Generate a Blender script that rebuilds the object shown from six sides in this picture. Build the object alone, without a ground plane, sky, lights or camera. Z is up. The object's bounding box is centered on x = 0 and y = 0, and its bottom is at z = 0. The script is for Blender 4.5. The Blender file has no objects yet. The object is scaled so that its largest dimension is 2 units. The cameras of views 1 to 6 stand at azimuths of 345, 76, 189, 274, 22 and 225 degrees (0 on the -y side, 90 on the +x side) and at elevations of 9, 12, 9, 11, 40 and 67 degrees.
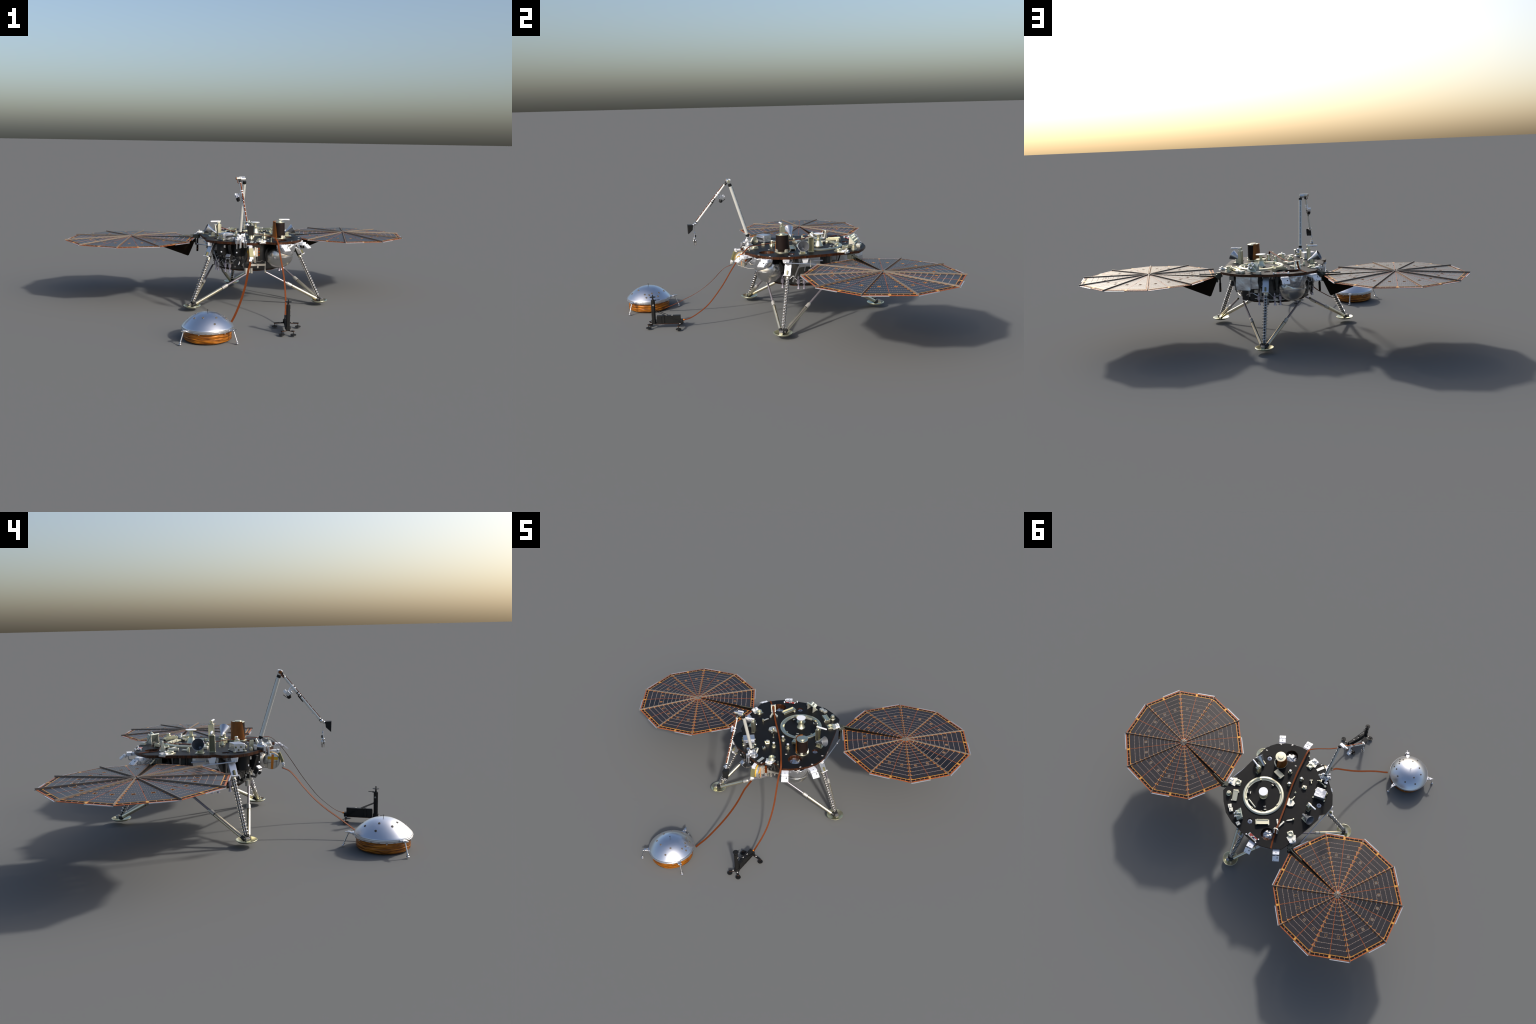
import bpy, bmesh, math, random
from mathutils import Vector as V, Matrix as M, noise

rnd = random.Random(7)
PI = math.pi
COL = bpy.context.scene.collection

# ------------------------------------------------------------------ materials
def new_mat(name):
    m = bpy.data.materials.new(name); m.use_nodes = True
    nt = m.node_tree; b = nt.nodes['Principled BSDF']
    return m, nt, b

def plain(name, col, rough=.5, metal=0., spec=.5, bump=0., bscale=200., var=0., vscale=60., coat=0.):
    m, nt, b = new_mat(name)
    b.inputs['Base Color'].default_value = (*col, 1)
    b.inputs['Roughness'].default_value = rough
    b.inputs['Metallic'].default_value = metal
    b.inputs['Specular IOR Level'].default_value = spec
    b.inputs['Coat Weight'].default_value = coat
    tc = nt.nodes.new('ShaderNodeTexCoord')
    if var:
        n = nt.nodes.new('ShaderNodeTexNoise'); n.inputs['Scale'].default_value = vscale
        n.inputs['Detail'].default_value = 4
        r = nt.nodes.new('ShaderNodeValToRGB')
        r.color_ramp.elements[0].position = .3; r.color_ramp.elements[1].position = .7
        r.color_ramp.elements[0].color = (*[c*(1-var) for c in col], 1)
        r.color_ramp.elements[1].color = (*[min(1, c*(1+var)) for c in col], 1)
        nt.links.new(tc.outputs['Object'], n.inputs['Vector'])
        nt.links.new(n.outputs['Fac'], r.inputs['Fac'])
        nt.links.new(r.outputs['Color'], b.inputs['Base Color'])
    if bump:
        n = nt.nodes.new('ShaderNodeTexNoise'); n.inputs['Scale'].default_value = bscale
        n.inputs['Detail'].default_value = 3
        bp = nt.nodes.new('ShaderNodeBump'); bp.inputs['Strength'].default_value = bump
        bp.inputs['Distance'].default_value = .004
        nt.links.new(tc.outputs['Object'], n.inputs['Vector'])
        nt.links.new(n.outputs['Fac'], bp.inputs['Height'])
        nt.links.new(bp.outputs['Normal'], b.inputs['Normal'])
    return m

def streaky(name, c0, c1, scale, rough, metal, bump=.4):
    """kapton: noise stretched by an anisotropic mapping, mixing two colours, with bump"""
    m, nt, b = new_mat(name)
    tc = nt.nodes.new('ShaderNodeTexCoord'); mp = nt.nodes.new('ShaderNodeMapping')
    mp.inputs['Scale'].default_value = scale
    n = nt.nodes.new('ShaderNodeTexNoise'); n.inputs['Scale'].default_value = 1; n.inputs['Detail'].default_value = 3
    r = nt.nodes.new('ShaderNodeValToRGB')
    r.color_ramp.elements[0].position = .36; r.color_ramp.elements[1].position = .66
    r.color_ramp.elements[0].color = (*c0, 1); r.color_ramp.elements[1].color = (*c1, 1)
    bp = nt.nodes.new('ShaderNodeBump'); bp.inputs['Strength'].default_value = bump; bp.inputs['Distance'].default_value = .004
    L = nt.links.new
    L(tc.outputs['Object'], mp.inputs['Vector']); L(mp.outputs['Vector'], n.inputs['Vector'])
    L(n.outputs['Fac'], r.inputs['Fac']); L(r.outputs['Color'], b.inputs['Base Color'])
    L(n.outputs['Fac'], bp.inputs['Height']); L(bp.outputs['Normal'], b.inputs['Normal'])
    b.inputs['Roughness'].default_value = rough; b.inputs['Metallic'].default_value = metal
    return m

def cell_mat(name, base, line):
    """solar cells: fine cell boundaries every 6 mm across the row"""
    m, nt, b = new_mat(name); L = nt.links.new
    tc = nt.nodes.new('ShaderNodeTexCoord'); sx = nt.nodes.new('ShaderNodeSeparateXYZ')
    L(tc.outputs['Object'], sx.inputs['Vector'])
    def math_(op, a, bb):
        q = nt.nodes.new('ShaderNodeMath'); q.operation = op
        if isinstance(a, (int, float)): q.inputs[0].default_value = a
        else: L(a, q.inputs[0])
        if bb is not None:
            if isinstance(bb, (int, float)): q.inputs[1].default_value = bb
            else: L(bb, q.inputs[1])
        return q.outputs[0]
    f = math_('FRACT', math_('MULTIPLY', sx.outputs['X'], 1/.0062), None)
    d = math_('ABSOLUTE', math_('SUBTRACT', f, .5), None)
    ln = math_('GREATER_THAN', d, .45)
    nz = nt.nodes.new('ShaderNodeTexNoise'); nz.inputs['Scale'].default_value = 60
    L(tc.outputs['Object'], nz.inputs['Vector'])
    r = nt.nodes.new('ShaderNodeValToRGB')
    r.color_ramp.elements[0].position = .3; r.color_ramp.elements[1].position = .75
    r.color_ramp.elements[0].color = (*[c*.8 for c in base], 1); r.color_ramp.elements[1].color = (*[c*1.25 for c in base], 1)
    L(nz.outputs['Fac'], r.inputs['Fac'])
    mx = nt.nodes.new('ShaderNodeMix'); mx.data_type = 'RGBA'
    mx.inputs['B'].default_value = (*line, 1)
    L(r.outputs['Color'], mx.inputs['A']); L(ln, mx.inputs['Factor'])
    L(mx.outputs['Result'], b.inputs['Base Color'])
    rg = math_('ADD', math_('MULTIPLY', ln, .22), .33)
    L(rg, b.inputs['Roughness'])
    b.inputs['Specular IOR Level'].default_value = .55
    return m

MT = {}
MT['deck'] = plain('deck_black', (.0065, .0065, .0068), .5, spec=.17, var=.15)
MT['kapedge'] = streaky('kapton_edge', (.020, .005, .001), (.080, .023, .004), (130, 130, 6), .35, .25, .3)
MT['alod'] = plain('alodine_metal', (.68, .66, .50), .38, 1.)
MT['cream'] = plain('cream_metal', (.74, .73, .64), .42, .8)
MT['foil'] = plain('silver_foil', (.62, .61, .59), .27, 1., bump=.12, bscale=40)
MT['foil2'] = plain('crumpled_foil', (.66, .67, .70), .36, .95, bump=.5, bscale=60)
MT['white'] = plain('white_paint', (.78, .79, .82), .4, .1)
MT['alu'] = plain('brushed_aluminium', (.62, .63, .66), .35, .95)
MT['grey'] = plain('grey_metal', (.32, .31, .30), .42, .8, var=.15)
MT['strut'] = plain('strut_cream', (.80, .73, .55), .36, 1.)
MT['collar'] = plain('strut_collar', (.60, .58, .53), .4, .6)
MT['strutup'] = plain('strut_inner', (.34, .31, .34), .38, .7)
MT['spring'] = plain('spring_steel', (.70, .69, .68), .22, 1.)
MT['bolt'] = plain('dome_bolt', (.13, .115, .10), .6, .3)
MT['dark'] = plain('dark_metal', (.035, .034, .034), .45, .5)
MT['black'] = plain('matt_black', (.010, .010, .010), .5, spec=.25)
MT['hull'] = plain('dark_foil', (.10, .10, .10), .38, .75, bump=.35, bscale=30, var=.2, vscale=25)
MT['keel'] = plain('keel_brown', (.010, .0065, .0035), .6, spec=.1)
MT['olive'] = plain('olive_inside', (.22, .22, .15), .5, .7)  # alodine colour darkened to paint in the shade of the post channels
MT['darkolive'] = plain('dark_olive', (.07, .075, .06), .5, .5)
MT['ribbon'] = plain('tether_orange', (.122, .029, .0055), .6, spec=.12, var=.08)
MT['kap'] = streaky('kapton_orange', (.16, .05, .006), (.30, .095, .010), (40, 40, 8), .4, .3, .3)
MT['skirt'] = streaky('kapton_skirt', (.11, .029, .001), (.50, .165, .006), (22, 22, 260), .38, .3, .5)
MT['horninner'] = plain('horn_inside', (.22, .23, .25), .5, .8)  # horn metal toned down; the mouth's self-shadow is in this base colour
MT['frame'] = plain('window_frame', (.30, .15, .05), .5)
MT['horn'] = plain('horn_metal', (.58, .60, .65), .33, .95)
MT['bell'] = plain('thruster_bell', (.50, .47, .56), .4, .8)
MT['dome'] = plain('dome_aluminium', (.70, .72, .77), .31, 1.)
MT['tube'] = plain('arm_tube', (.66, .66, .62), .4, .3)
MT['brownblk'] = plain('brown_black', (.011, .006, .005), .6, spec=.15)
MT['gold'] = plain('gold_block', (.17, .16, .075), .45, .25)
MT['yellow'] = plain('yellow_tape', (.72, .40, .01), .5)
MT['orange'] = plain('orange_tape', (.68, .20, .005), .5)
MT['red'] = plain('red_paint', (.5, .06, .04), .5)
MT['blue'] = plain('blue_paint', (.04, .08, .4), .5)
MT['green'] = plain('green_paint', (.04, .3, .06), .5)
MT['sub'] = plain('array_kapton', (.36, .095, .021), .45, .1, var=.35, vscale=120)
MT['rimgold'] = plain('array_gold', (.60, .30, .055), .4, .3, var=.4, vscale=300)
MT['cell'] = cell_mat('solar_cell', (.017, .0150, .0165), (.040, .027, .022))
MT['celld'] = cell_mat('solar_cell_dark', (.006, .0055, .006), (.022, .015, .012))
MT['bus'] = plain('interconnect', (.46, .36, .30), .6, 0., spec=.2)
MT['rib'] = plain('array_rib', (.20, .17, .14), .4, .2)
MT['bar'] = plain('edge_bar', (.45, .45, .47), .4, .5)
MT['padgreen'] = plain('pale_green', (.46, .50, .43), .45, .3)
MT['hexpad'] = plain('hex_pad', (.28, .31, .38), .35, .9)  # silver cups coloured dark blue-grey, recess shade and sky tint baked in
MT['foot'] = plain('footpad_metal', (.74, .73, .52), .32, .95)
MT['mark'] = plain('fiducial_white', (.55, .52, .48), .5)
MT['disc'] = plain('drum_skin', (.62, .60, .55), .3, .75, bump=.15, bscale=40)

# ------------------------------------------------------------------ mesh building
def frame(axis):
    z = V(axis).normalized()
    x = V((1, 0, 0)) if abs(z.z) > .999 else V((0, 0, 1)).cross(z).normalized()
    y = z.cross(x)
    return M((x, y, z)).transposed()

class B:
    """collects faces with materials into one mesh"""
    def __init__(s): s.v = []; s.f = []; s.m = []; s.mats = []
    def mi(s, k):
        if k not in s.mats: s.mats.append(k)
        return s.mats.index(k)
    def add(s, vs, fs, k):
        o = len(s.v); i = s.mi(k)
        s.v += [tuple(p) for p in vs]; s.f += [tuple(o+a for a in f) for f in fs]; s.m += [i]*len(fs)
    def box(s, c, size, k, rot=None, taper=1.):
        hx, hy, hz = [a/2 for a in size]; c = V(c)
        vs = []
        for z, t in ((-hz, 1), (hz, taper)):
            for x, y in ((-hx, -hy), (hx, -hy), (hx, hy), (-hx, hy)):
                p = V((x*t, y*t, z)); vs.append(c + (rot @ p if rot else p))
        s.add(vs, [(3, 2, 1, 0), (4, 5, 6, 7), (0, 1, 5, 4), (1, 2, 6, 5), (2, 3, 7, 6), (3, 0, 4, 7)], k)
    def lathe(s, prof, c, k, axis=(0, 0, 1), n=24, a0=0, a1=2*PI, closed_prof=False):
        R = frame(axis); c = V(c); full = abs(a1-a0-2*PI) < 1e-6
        cols = n if full else n+1; vs = []; m = len(prof)
        for i in range(cols):
            a = a0+(a1-a0)*i/n
            for r, z in prof: vs.append(c + R @ V((r*math.cos(a), r*math.sin(a), z)))
        fs = []
        for i in range(n):
            j = (i+1) % cols
            for q in range(m if closed_prof else m-1):
                w = (q+1) % m
                fs.append((i*m+q, j*m+q, j*m+w, i*m+w))
        s.add(vs, fs, k)
    def cyl(s, p0, p1, r0, k, r1=None, n=16):
        p0, p1 = V(p0), V(p1); h = (p1-p0).length; r1 = r0 if r1 is None else r1
        R = frame(p1-p0); vs = []
        for i in range(n):
            a = 2*PI*i/n; vs.append(p0+R @ V((r0*math.cos(a), r0*math.sin(a), 0)))
        for i in range(n):
            a = 2*PI*i/n; vs.append(p0+R @ V((r1*math.cos(a), r1*math.sin(a), h)))
        fs = [(i, (i+1) % n, n+(i+1) % n, n+i) for i in range(n)]
        fs += [tuple(range(n-1, -1, -1)), tuple(range(n, 2*n))]
        s.add(vs, fs, k)
    def sphere(s, c, r, k, n=16, sq=(1, 1, 1)):
        c = V(c); vs = []; fs = []; m = n//2
        for i in range(m+1):
            t = PI*i/m
            for j in range(n):
                a = 2*PI*j/n
                vs.append(c+V((r*sq[0]*math.sin(t)*math.cos(a), r*sq[1]*math.sin(t)*math.sin(a), r*sq[2]*math.cos(t))))
        for i in range(m):
            for j in range(n):
                fs.append((i*n+j, (i+1)*n+j, (i+1)*n+(j+1) % n, i*n+(j+1) % n))
        s.add(vs, fs, k)
    def tube(s, pts, r, k, n=6):
        pts = [V(p) for p in pts]; vs = []; up = None
        for i, p in enumerate(pts):
            t = (pts[min(i+1, len(pts)-1)]-pts[max(i-1, 0)]).normalized()
            if up is None: up = t.orthogonal().normalized()
            up = (up - t*up.dot(t)).normalized(); w = t.cross(up)
            for j in range(n):
                a = 2*PI*j/n; vs.append(p+up*(r*math.cos(a))+w*(r*math.sin(a)))
        fs = []
        for i in range(len(pts)-1):
            for j in range(n):
                fs.append((i*n+j, i*n+(j+1) % n, (i+1)*n+(j+1) % n, (i+1)*n+j))
        fs += [tuple(range(n-1, -1, -1)), tuple(range((len(pts)-1)*n, len(pts)*n))]
        s.add(vs, fs, k)
    def ribbon(s, pts, w, th, k):
        """flat cable: section w wide (horizontal, across the run), th thick"""
        pts = [V(p) for p in pts]; vs = []
        for i, p in enumerate(pts):
            t = (pts[min(i+1, len(pts)-1)]-pts[max(i-1, 0)]).normalized()
            h = (pts[-1]-pts[0]); h.z = 0
            side = V((h.y, -h.x, 0)).normalized(); nn = side.cross(t).normalized()
            for a, b in ((-1, -1), (1, -1), (1, 1), (-1, 1)): vs.append(p+side*(a*w/2)+nn*(b*th/2))
        fs = []
        for i in range(len(pts)-1):
            for j in range(4): fs.append((i*4+j, i*4+(j+1) % 4, i*4+4+(j+1) % 4, i*4+4+j))
        fs += [(3, 2, 1, 0), tuple(len(vs)-4+j for j in range(4))]
        s.add(vs, fs, k)
    def prism(s, out, z0, z1, k, T=None):
        n = len(out); vs = [V((x, y, z0)) for x, y in out]+[V((x, y, z1)) for x, y in out]
        if T: vs = [T @ p for p in vs]
        fs = [tuple(range(n-1, -1, -1)), tuple(range(n, 2*n))]+[(i, (i+1) % n, n+(i+1) % n, n+i) for i in range(n)]
        s.add(vs, fs, k)
    def mesh(s, name, smooth=35):
        me = bpy.data.meshes.new(name); me.from_pydata(s.v, [], s.f)
        for k in s.mats: me.materials.append(MT[k])
        me.polygons.foreach_set('material_index', s.m)
        bm = bmesh.new(); bm.from_mesh(me); bmesh.ops.recalc_face_normals(bm, faces=bm.faces); bm.to_mesh(me); bm.free()
        me.polygons.foreach_set('use_smooth', [True]*len(me.polygons))
        me.set_sharp_from_angle(angle=math.radians(smooth)); me.update()
        return me
    def obj(s, name, parent, smooth=35, bevel=0., kind=None):
        return put(s.mesh(name, smooth), name, parent, bevel=bevel, kind=kind)

def put(me, name, parent, mat=None, bevel=0., kind=None):
    o = bpy.data.objects.new(name, me); COL.objects.link(o)
    if parent: o.parent = parent
    if mat: o.matrix_local = mat
    if bevel:
        b = o.modifiers.new('bevel', 'BEVEL'); b.width = bevel; b.segments = 2
        b.limit_method = 'ANGLE'; b.angle_limit = math.radians(50)
    if kind: o['kind'] = kind
    return o

def empty(name, loc, label, cat):
    o = bpy.data.objects.new(name, None); COL.objects.link(o); o.location = loc
    o.empty_display_size = .1; o['label'] = label; o['category'] = cat
    return o

def Rz(a): return M.Rotation(a, 3, 'Z')
def catmull(pts, n=8):
    pts = [V(p) for p in pts]; P = [pts[0]*2-pts[1]]+pts+[pts[-1]*2-pts[-2]]; out = []
    for i in range(1, len(P)-2):
        p0, p1, p2, p3 = P[i-1:i+3]
        for j in range(n):
            t = j/n
            out.append(.5*((2*p1)+(p2-p0)*t+(2*p0-5*p1+4*p2-p3)*t*t+(3*p1-p0-3*p2+p3)*t**3))
    return out+[pts[-1]]
def pol(a, r, z, c=(0, .18)): a = math.radians(a); return V((c[0]+r*math.cos(a), c[1]+r*math.sin(a), z))

DZ = .367                      # deck top
lander = empty('lander', (0, 0, 0), 'robotic planetary lander with two round solar arrays, deck instruments and arm', 'spacecraft lander')

# ------------------------------------------------------------------ deck
def build_deck():
    outline = [(.243, .399), (.255, .288), (.259, .229), (.264, .116), (.266, .035), (.259, .010), (.24, -.03), (.207, -.069),
               (.165, -.099), (.121, -.12), (.072, -.135), (.061, -.130), (.040, -.103), (.015, -.093), (-.020, -.103),
               (-.033, -.129), (-.049, -.133), (-.08, -.121), (-.14, -.08), (-.215, -.037), (-.259, .01), (-.267, .034),
               (-.267, .077), (-.248, .106), (-.262, .13), (-.261, .198), (-.254, .296), (-.25, .354), (-.243, .4),
               (-.209, .433), (-.164, .464), (-.122, .483), (-.06, .491), (.001, .493), (.07, .491), (.135, .477), (.191, .443)]
    holes = [((.121, -.037), .0375, 40), ((-.124, .397), .0375, 40), ((.202, .066), .017, 24), ((-.206, .066), .017, 24), ((-.001, .416), .017, 24)]
    cu = bpy.data.curves.new('deck', 'CURVE'); cu.dimensions = '2D'; cu.fill_mode = 'BOTH'; cu.extrude = .00625
    def spl(pts):
        s = cu.splines.new('POLY'); s.points.add(len(pts)-1); s.use_cyclic_u = True
        for p, q in zip(s.points, pts): p.co = (q[0], q[1], 0, 1)
    spl(outline)
    for (cx, cy), r, n in holes: spl([(cx+r*math.cos(2*PI*i/n), cy+r*math.sin(2*PI*i/n)) for i in range(n)])
    tmp = bpy.data.objects.new('tmp', cu); COL.objects.link(tmp)
    me = bpy.data.meshes.new_from_object(tmp.evaluated_get(bpy.context.evaluated_depsgraph_get()))
    bpy.data.objects.remove(tmp); bpy.data.curves.remove(cu)
    me.name = 'deck'
    for v in me.vertices: v.co.z += DZ-.00625
    me.materials.clear(); me.materials.append(MT['deck']); me.materials.append(MT['kapedge'])
    for p in me.polygons: p.material_index = 0 if abs(p.normal.z) > .5 else 1
    return put(me, 'deck', lander)
deck = build_deck()

# white fiducial marks on the deck
b = B()
for x, y, a in [(.061, -.010, 20), (.221, -.046, 10), (.169, -.089, 60), (-.039, -.124, 70), (.251, .042, 10)]:
    b.box((x, y, DZ+.0005), (.0100, .0062, .0010), 'mark', Rz(math.radians(a)))
    for q in (-1, 1): b.box(V((x, y, DZ+.0007))+Rz(math.radians(a)) @ V((q*.0016, 0, 0)), (.0008, .0040, .0010), 'grey', Rz(math.radians(a)))
b.obj('deck_marking', lander)

# hexagonal cups in the three small holes
for p in [(.202, .066), (-.206, .066), (-.001, .416)]:
    b = B(); c = V((*p, 0))
    b.lathe([(0, .3575), (.0145, .3575), (.0145, .3625), (.008, .3635), (.007, .3615), (.0045, .3615), (.004, .3635), (0, .3635)], c, 'hexpad', n=6)
    b.cyl(c+V((0, 0, .3636)), c+V((0, 0, .3642)), .0035, 'black', n=12)
    b.cyl(c+V((0, 0, .345)), c+V((0, 0, .3575)), .02, 'dark', n=16)
    b.obj('alignment_cup', lander)

# ------------------------------------------------------------------ big antenna ring on the deck
rc = V((.057, .255, DZ))
b = B()
b.lathe([(.118, 0), (.118, .005), (.114, .0075), (.106, .0085), (.1035, .0075), (.1025, .003), (.095, .002), (.095, 0)], rc, 'alod', n=72)
for ang in (15, 55, 95, 130, 190, 235, 275, 325):
    q = rc+Rz(math.radians(ang)) @ V((.098, 0, .006))
    b.box(q, (.007, .010, .008), 'alod', Rz(math.radians(ang)))
ring = b.obj('antenna_ring', lander, bevel=.0004)
for (x, y) in [(.065, .166), (.126, .302), (-.004, .302)]:
    b = B(); d = V((x, y, 0))-V((rc.x, rc.y, 0)); a = math.atan2(d.y, d.x); c = V((x, y, DZ))
    R = Rz(a)
    b.box(c+R @ V((.004, 0, .006)), (.014, .012, .012), 'dark', R)
    b.box(c+R @ V((-.008, 0, .011)), (.004, .014, .004), 'cream', R)
    b.box(c+R @ V((.011, 0, .010)), (.003, .014, .006), 'cream', R)
    b.obj('ring_clamp', ring, bevel=.0004)
b = B(); a = math.atan2(-.023, -.059)
b.box((.066, .336, DZ+.009), (.062, .007, .010), 'cream', Rz(math.atan2(.007, -.059)))
b.box((.066, .336, DZ+.0155), (.056, .003, .003), 'alod', Rz(math.atan2(.007, -.059)))
b.obj('ring_latch', ring, bevel=.0004)

# helix antenna in the ring
b = B(); c = V((.058, .253, DZ))
b.lathe([(.0235, 0), (.0235, .003), (.021, .006), (.0165, .018), (.0125, .029), (.0105, .0355), (.0245, .0365), (.0245, .0395),
         (.0085, .041), (.008, .059), (.010, .0605), (.0255, .0612), (.0258, .063), (.0255, .0645), (.004, .0650), (0, .0650)], c, 'alod', n=40)
b.lathe([(.0256, 0), (.0256, .0008), (0, .0009)], c+V((0, 0, .0648)), 'white', n=40)
b.obj('medium_gain_antenna', lander)

# ------------------------------------------------------------------ dark cylinder sensor with kapton shell
b = B(); c = V((.136, .039, DZ))
b.lathe([(.038, 0), (.038, .004), (.033, .005), (0, .005)], c, 'alod', n=32)
for a in (-75, 20, 115, 200):
    b.box(c+Rz(math.radians(a)) @ V((.0315, 0, .011)), (.008, .013, .014), 'cream', Rz(math.radians(a)))
b.lathe([(.026, .005), (.026, .016), (.0325, .016), (.0305, .0885), (.0245, .0885)], c, 'brownblk', n=40)
b.lathe([(.0310, .0865), (.0310, .0895), (.016, .0900), (.0155, .0945), (0, .0948)], c, 'alod', n=40)
wts = b.obj('telemetry_canister', lander, bevel=.0004)
b = B()
nA, nZ = 32, 10; vs = []; fs = []     # part of a cone, cut slantwise, wider at the bottom
for w in (0, .0013):
    for j in range(nZ+1):
        t = j/nZ; lo, hi = 90+13*t, 240-22*t
        for i in range(nA+1):
            a = math.radians(lo+(hi-lo)*i/nA); rr = .0362-.0030*t+w
            vs.append(c+V((rr*math.cos(a), rr*math.sin(a), .006+.0865*t)))
W = nA+1; S = W*(nZ+1)
for j in range(nZ):
    for i in range(nA):
        q = j*W+i; fs += [(q, q+W, q+W+1, q+1), (S+q, S+q+1, S+q+W+1, S+q+W)]
for j in range(nZ):
    q = j*W; fs += [(q, S+q, S+q+W, q+W), (q+nA, q+W+nA, S+q+W+nA, S+q+nA)]
for i in range(nA):
    q = nZ*W+i; fs += [(i, i+1, S+i+1, S+i), (q, S+q, S+q+1, q+1)]
b.add(vs, fs, 'kap')
b.obj('thermal_shell', wts)

# ------------------------------------------------------------------ horn antennas, upright posts
def horn(throat, mouth, foot):
    b = B(); t, m = V(throat), V(mouth); ax = (m-t).normalized(); L = (m-t).length
    b.lathe([(0, -.010), (.006, -.010), (.0085, -.006), (.009, .004), (.012, .014), (.0272, L), (.0276, L+.001), (.0266, L+.0012)], t, 'horn', axis=ax, n=36)
    b.lathe([(.0266, L+.0012), (.0257, L-.001), (.0105, .013), (.006, .006), (0, .005)], t, 'horninner', axis=ax, n=36)
    b.sphere(t-ax*.012, .0055, 'alu', 12)
    h = V((ax.x, ax.y, 0)).normalized(); R = Rz(math.atan2(h.y, h.x))
    f = V(foot)
    b.box(f+V((0, 0, .0015)), (.036, .038, .003), 'alod', R)
    for s in (-1, 1):
        b.box(f+R @ V((-.004, s*.011, .012)), (.018, .004, .022), 'alod', R, taper=.75)
    b.box(f+R @ V((-.013, 0, .010)), (.004, .026, .018), 'alod', R)
    b.obj('horn_antenna', lander, bevel=.0004)
horn((.199, .124, .387), (.241, .1155, .4095), (.212, .121, DZ))
horn((-.196, .1755, .387), (-.243, .179, .4105), (-.210, .1765, DZ))

def post(base, end):
    b = B(); p = V((*base, DZ)); e = V(end); a = math.atan2(e.y-p.y, e.x-p.x); R = Rz(a)
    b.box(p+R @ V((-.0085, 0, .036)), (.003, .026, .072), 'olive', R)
    for s in (-1, 1): b.box(p+R @ V((.0005, s*.0118, .036)), (.016, .0024, .072), 'alod', R)
    b.box(p+R @ V((-.0105, 0, .036)), (.0015, .026, .072), 'alod', R)
    b.box(p+R @ V((0, 0, .0015)), (.018, .028, .003), 'alod', R)
    b.box(p+R @ V((0, 0, .0735)), (.016, .026, .003), 'alod', R, taper=.7)
    b.cyl(p+V((0, 0, .073)), p+V((0, 0, .084)), .0065, 'alod', n=14)
    b.box(p+R @ V((.001, 0, .0835)), (.016, .014, .009), 'cream', R)
    q = p+V((0, 0, .0868)); d = R @ V((1, 0, 0))
    b.cyl(q-d*.008, V((e.x, e.y, q.z)), .0045, 'white', n=14); b.sphere((e.x, e.y, q.z), .0045, 'white', 12)
    b.cyl(q-d*.010, q-d*.006, .0062, 'alod', n=14)
    b.obj('release_post', lander, bevel=.0004)
post((.184, .173), (.231, .166, .453)); post((-.183, .126), (-.226, .124, .452))

# ------------------------------------------------------------------ three hold-down brackets on the rim
for ang in (-90, 30, 150):
    b = B(); a = math.radians(ang); c = V((0, .18, DZ)); R = Rz(a)
    L = lambda x, y, z: c+R @ V((x, y, z))
    b.box(L(.250, 0, .0025), (.034, .034, .005), 'alod', R)
    b.lathe([(.0165, .005), (.0165, .012), (.0150, .013), (.0115, .013), (.0105, .006), (0, .005)], L(.250, 0, 0), 'alod', n=32)
    T = M.Translation(c) @ R.to_4x4()
    b.prism([(.262, -.027), (.285, -.022), (.302, -.010), (.302, .010), (.285, .022), (.262, .027), (.258, .012), (.258, -.012)], .0, .0045, 'cream', T)
    for s in (-1, 1):
        b.box(L(.291, s*.011, .007), (.020, .013, .006), 'white', Rz(a+s*.25))
    b.lathe([(.006, .004), (.006, .016), (.0045, .018), (0, .018)], L(.292, .008 if ang != -90 else -.002, 0), 'cream', n=14)
    b.box(L(.303, 0, -.002), (.004, .034, .006), 'alu', R)
    b.obj('hold_down_bracket', lander, bevel=.0005)

# ------------------------------------------------------------------ small deck fittings
def deck_post(x, y, h, rot):
    b = B(); p = V((x, y, DZ))
    b.lathe([(.0125, 0), (.0125, .002), (.010, .006), (.0088, .012), (.0080, h), (.0068, h+.0012), (0, h+.0012)], p, 'alod', n=18)
    b.lathe([(.0066, 0), (.0060, .0012), (0, .0014)], p+V((0, 0, h+.001)), 'white', n=16)
    for i in range(3):
        R = Rz(rot+i*2*PI/3); b.box(p+R @ V((.009, 0, .006)), (.007, .007, .012), 'alod', R)
    b.obj('support_post', lander, bevel=.0004)
deck_post(.003, .101, .028, .3); deck_post(.053, .042, .029, 1.); deck_post(-.025, .029, .029, 2.)

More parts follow.
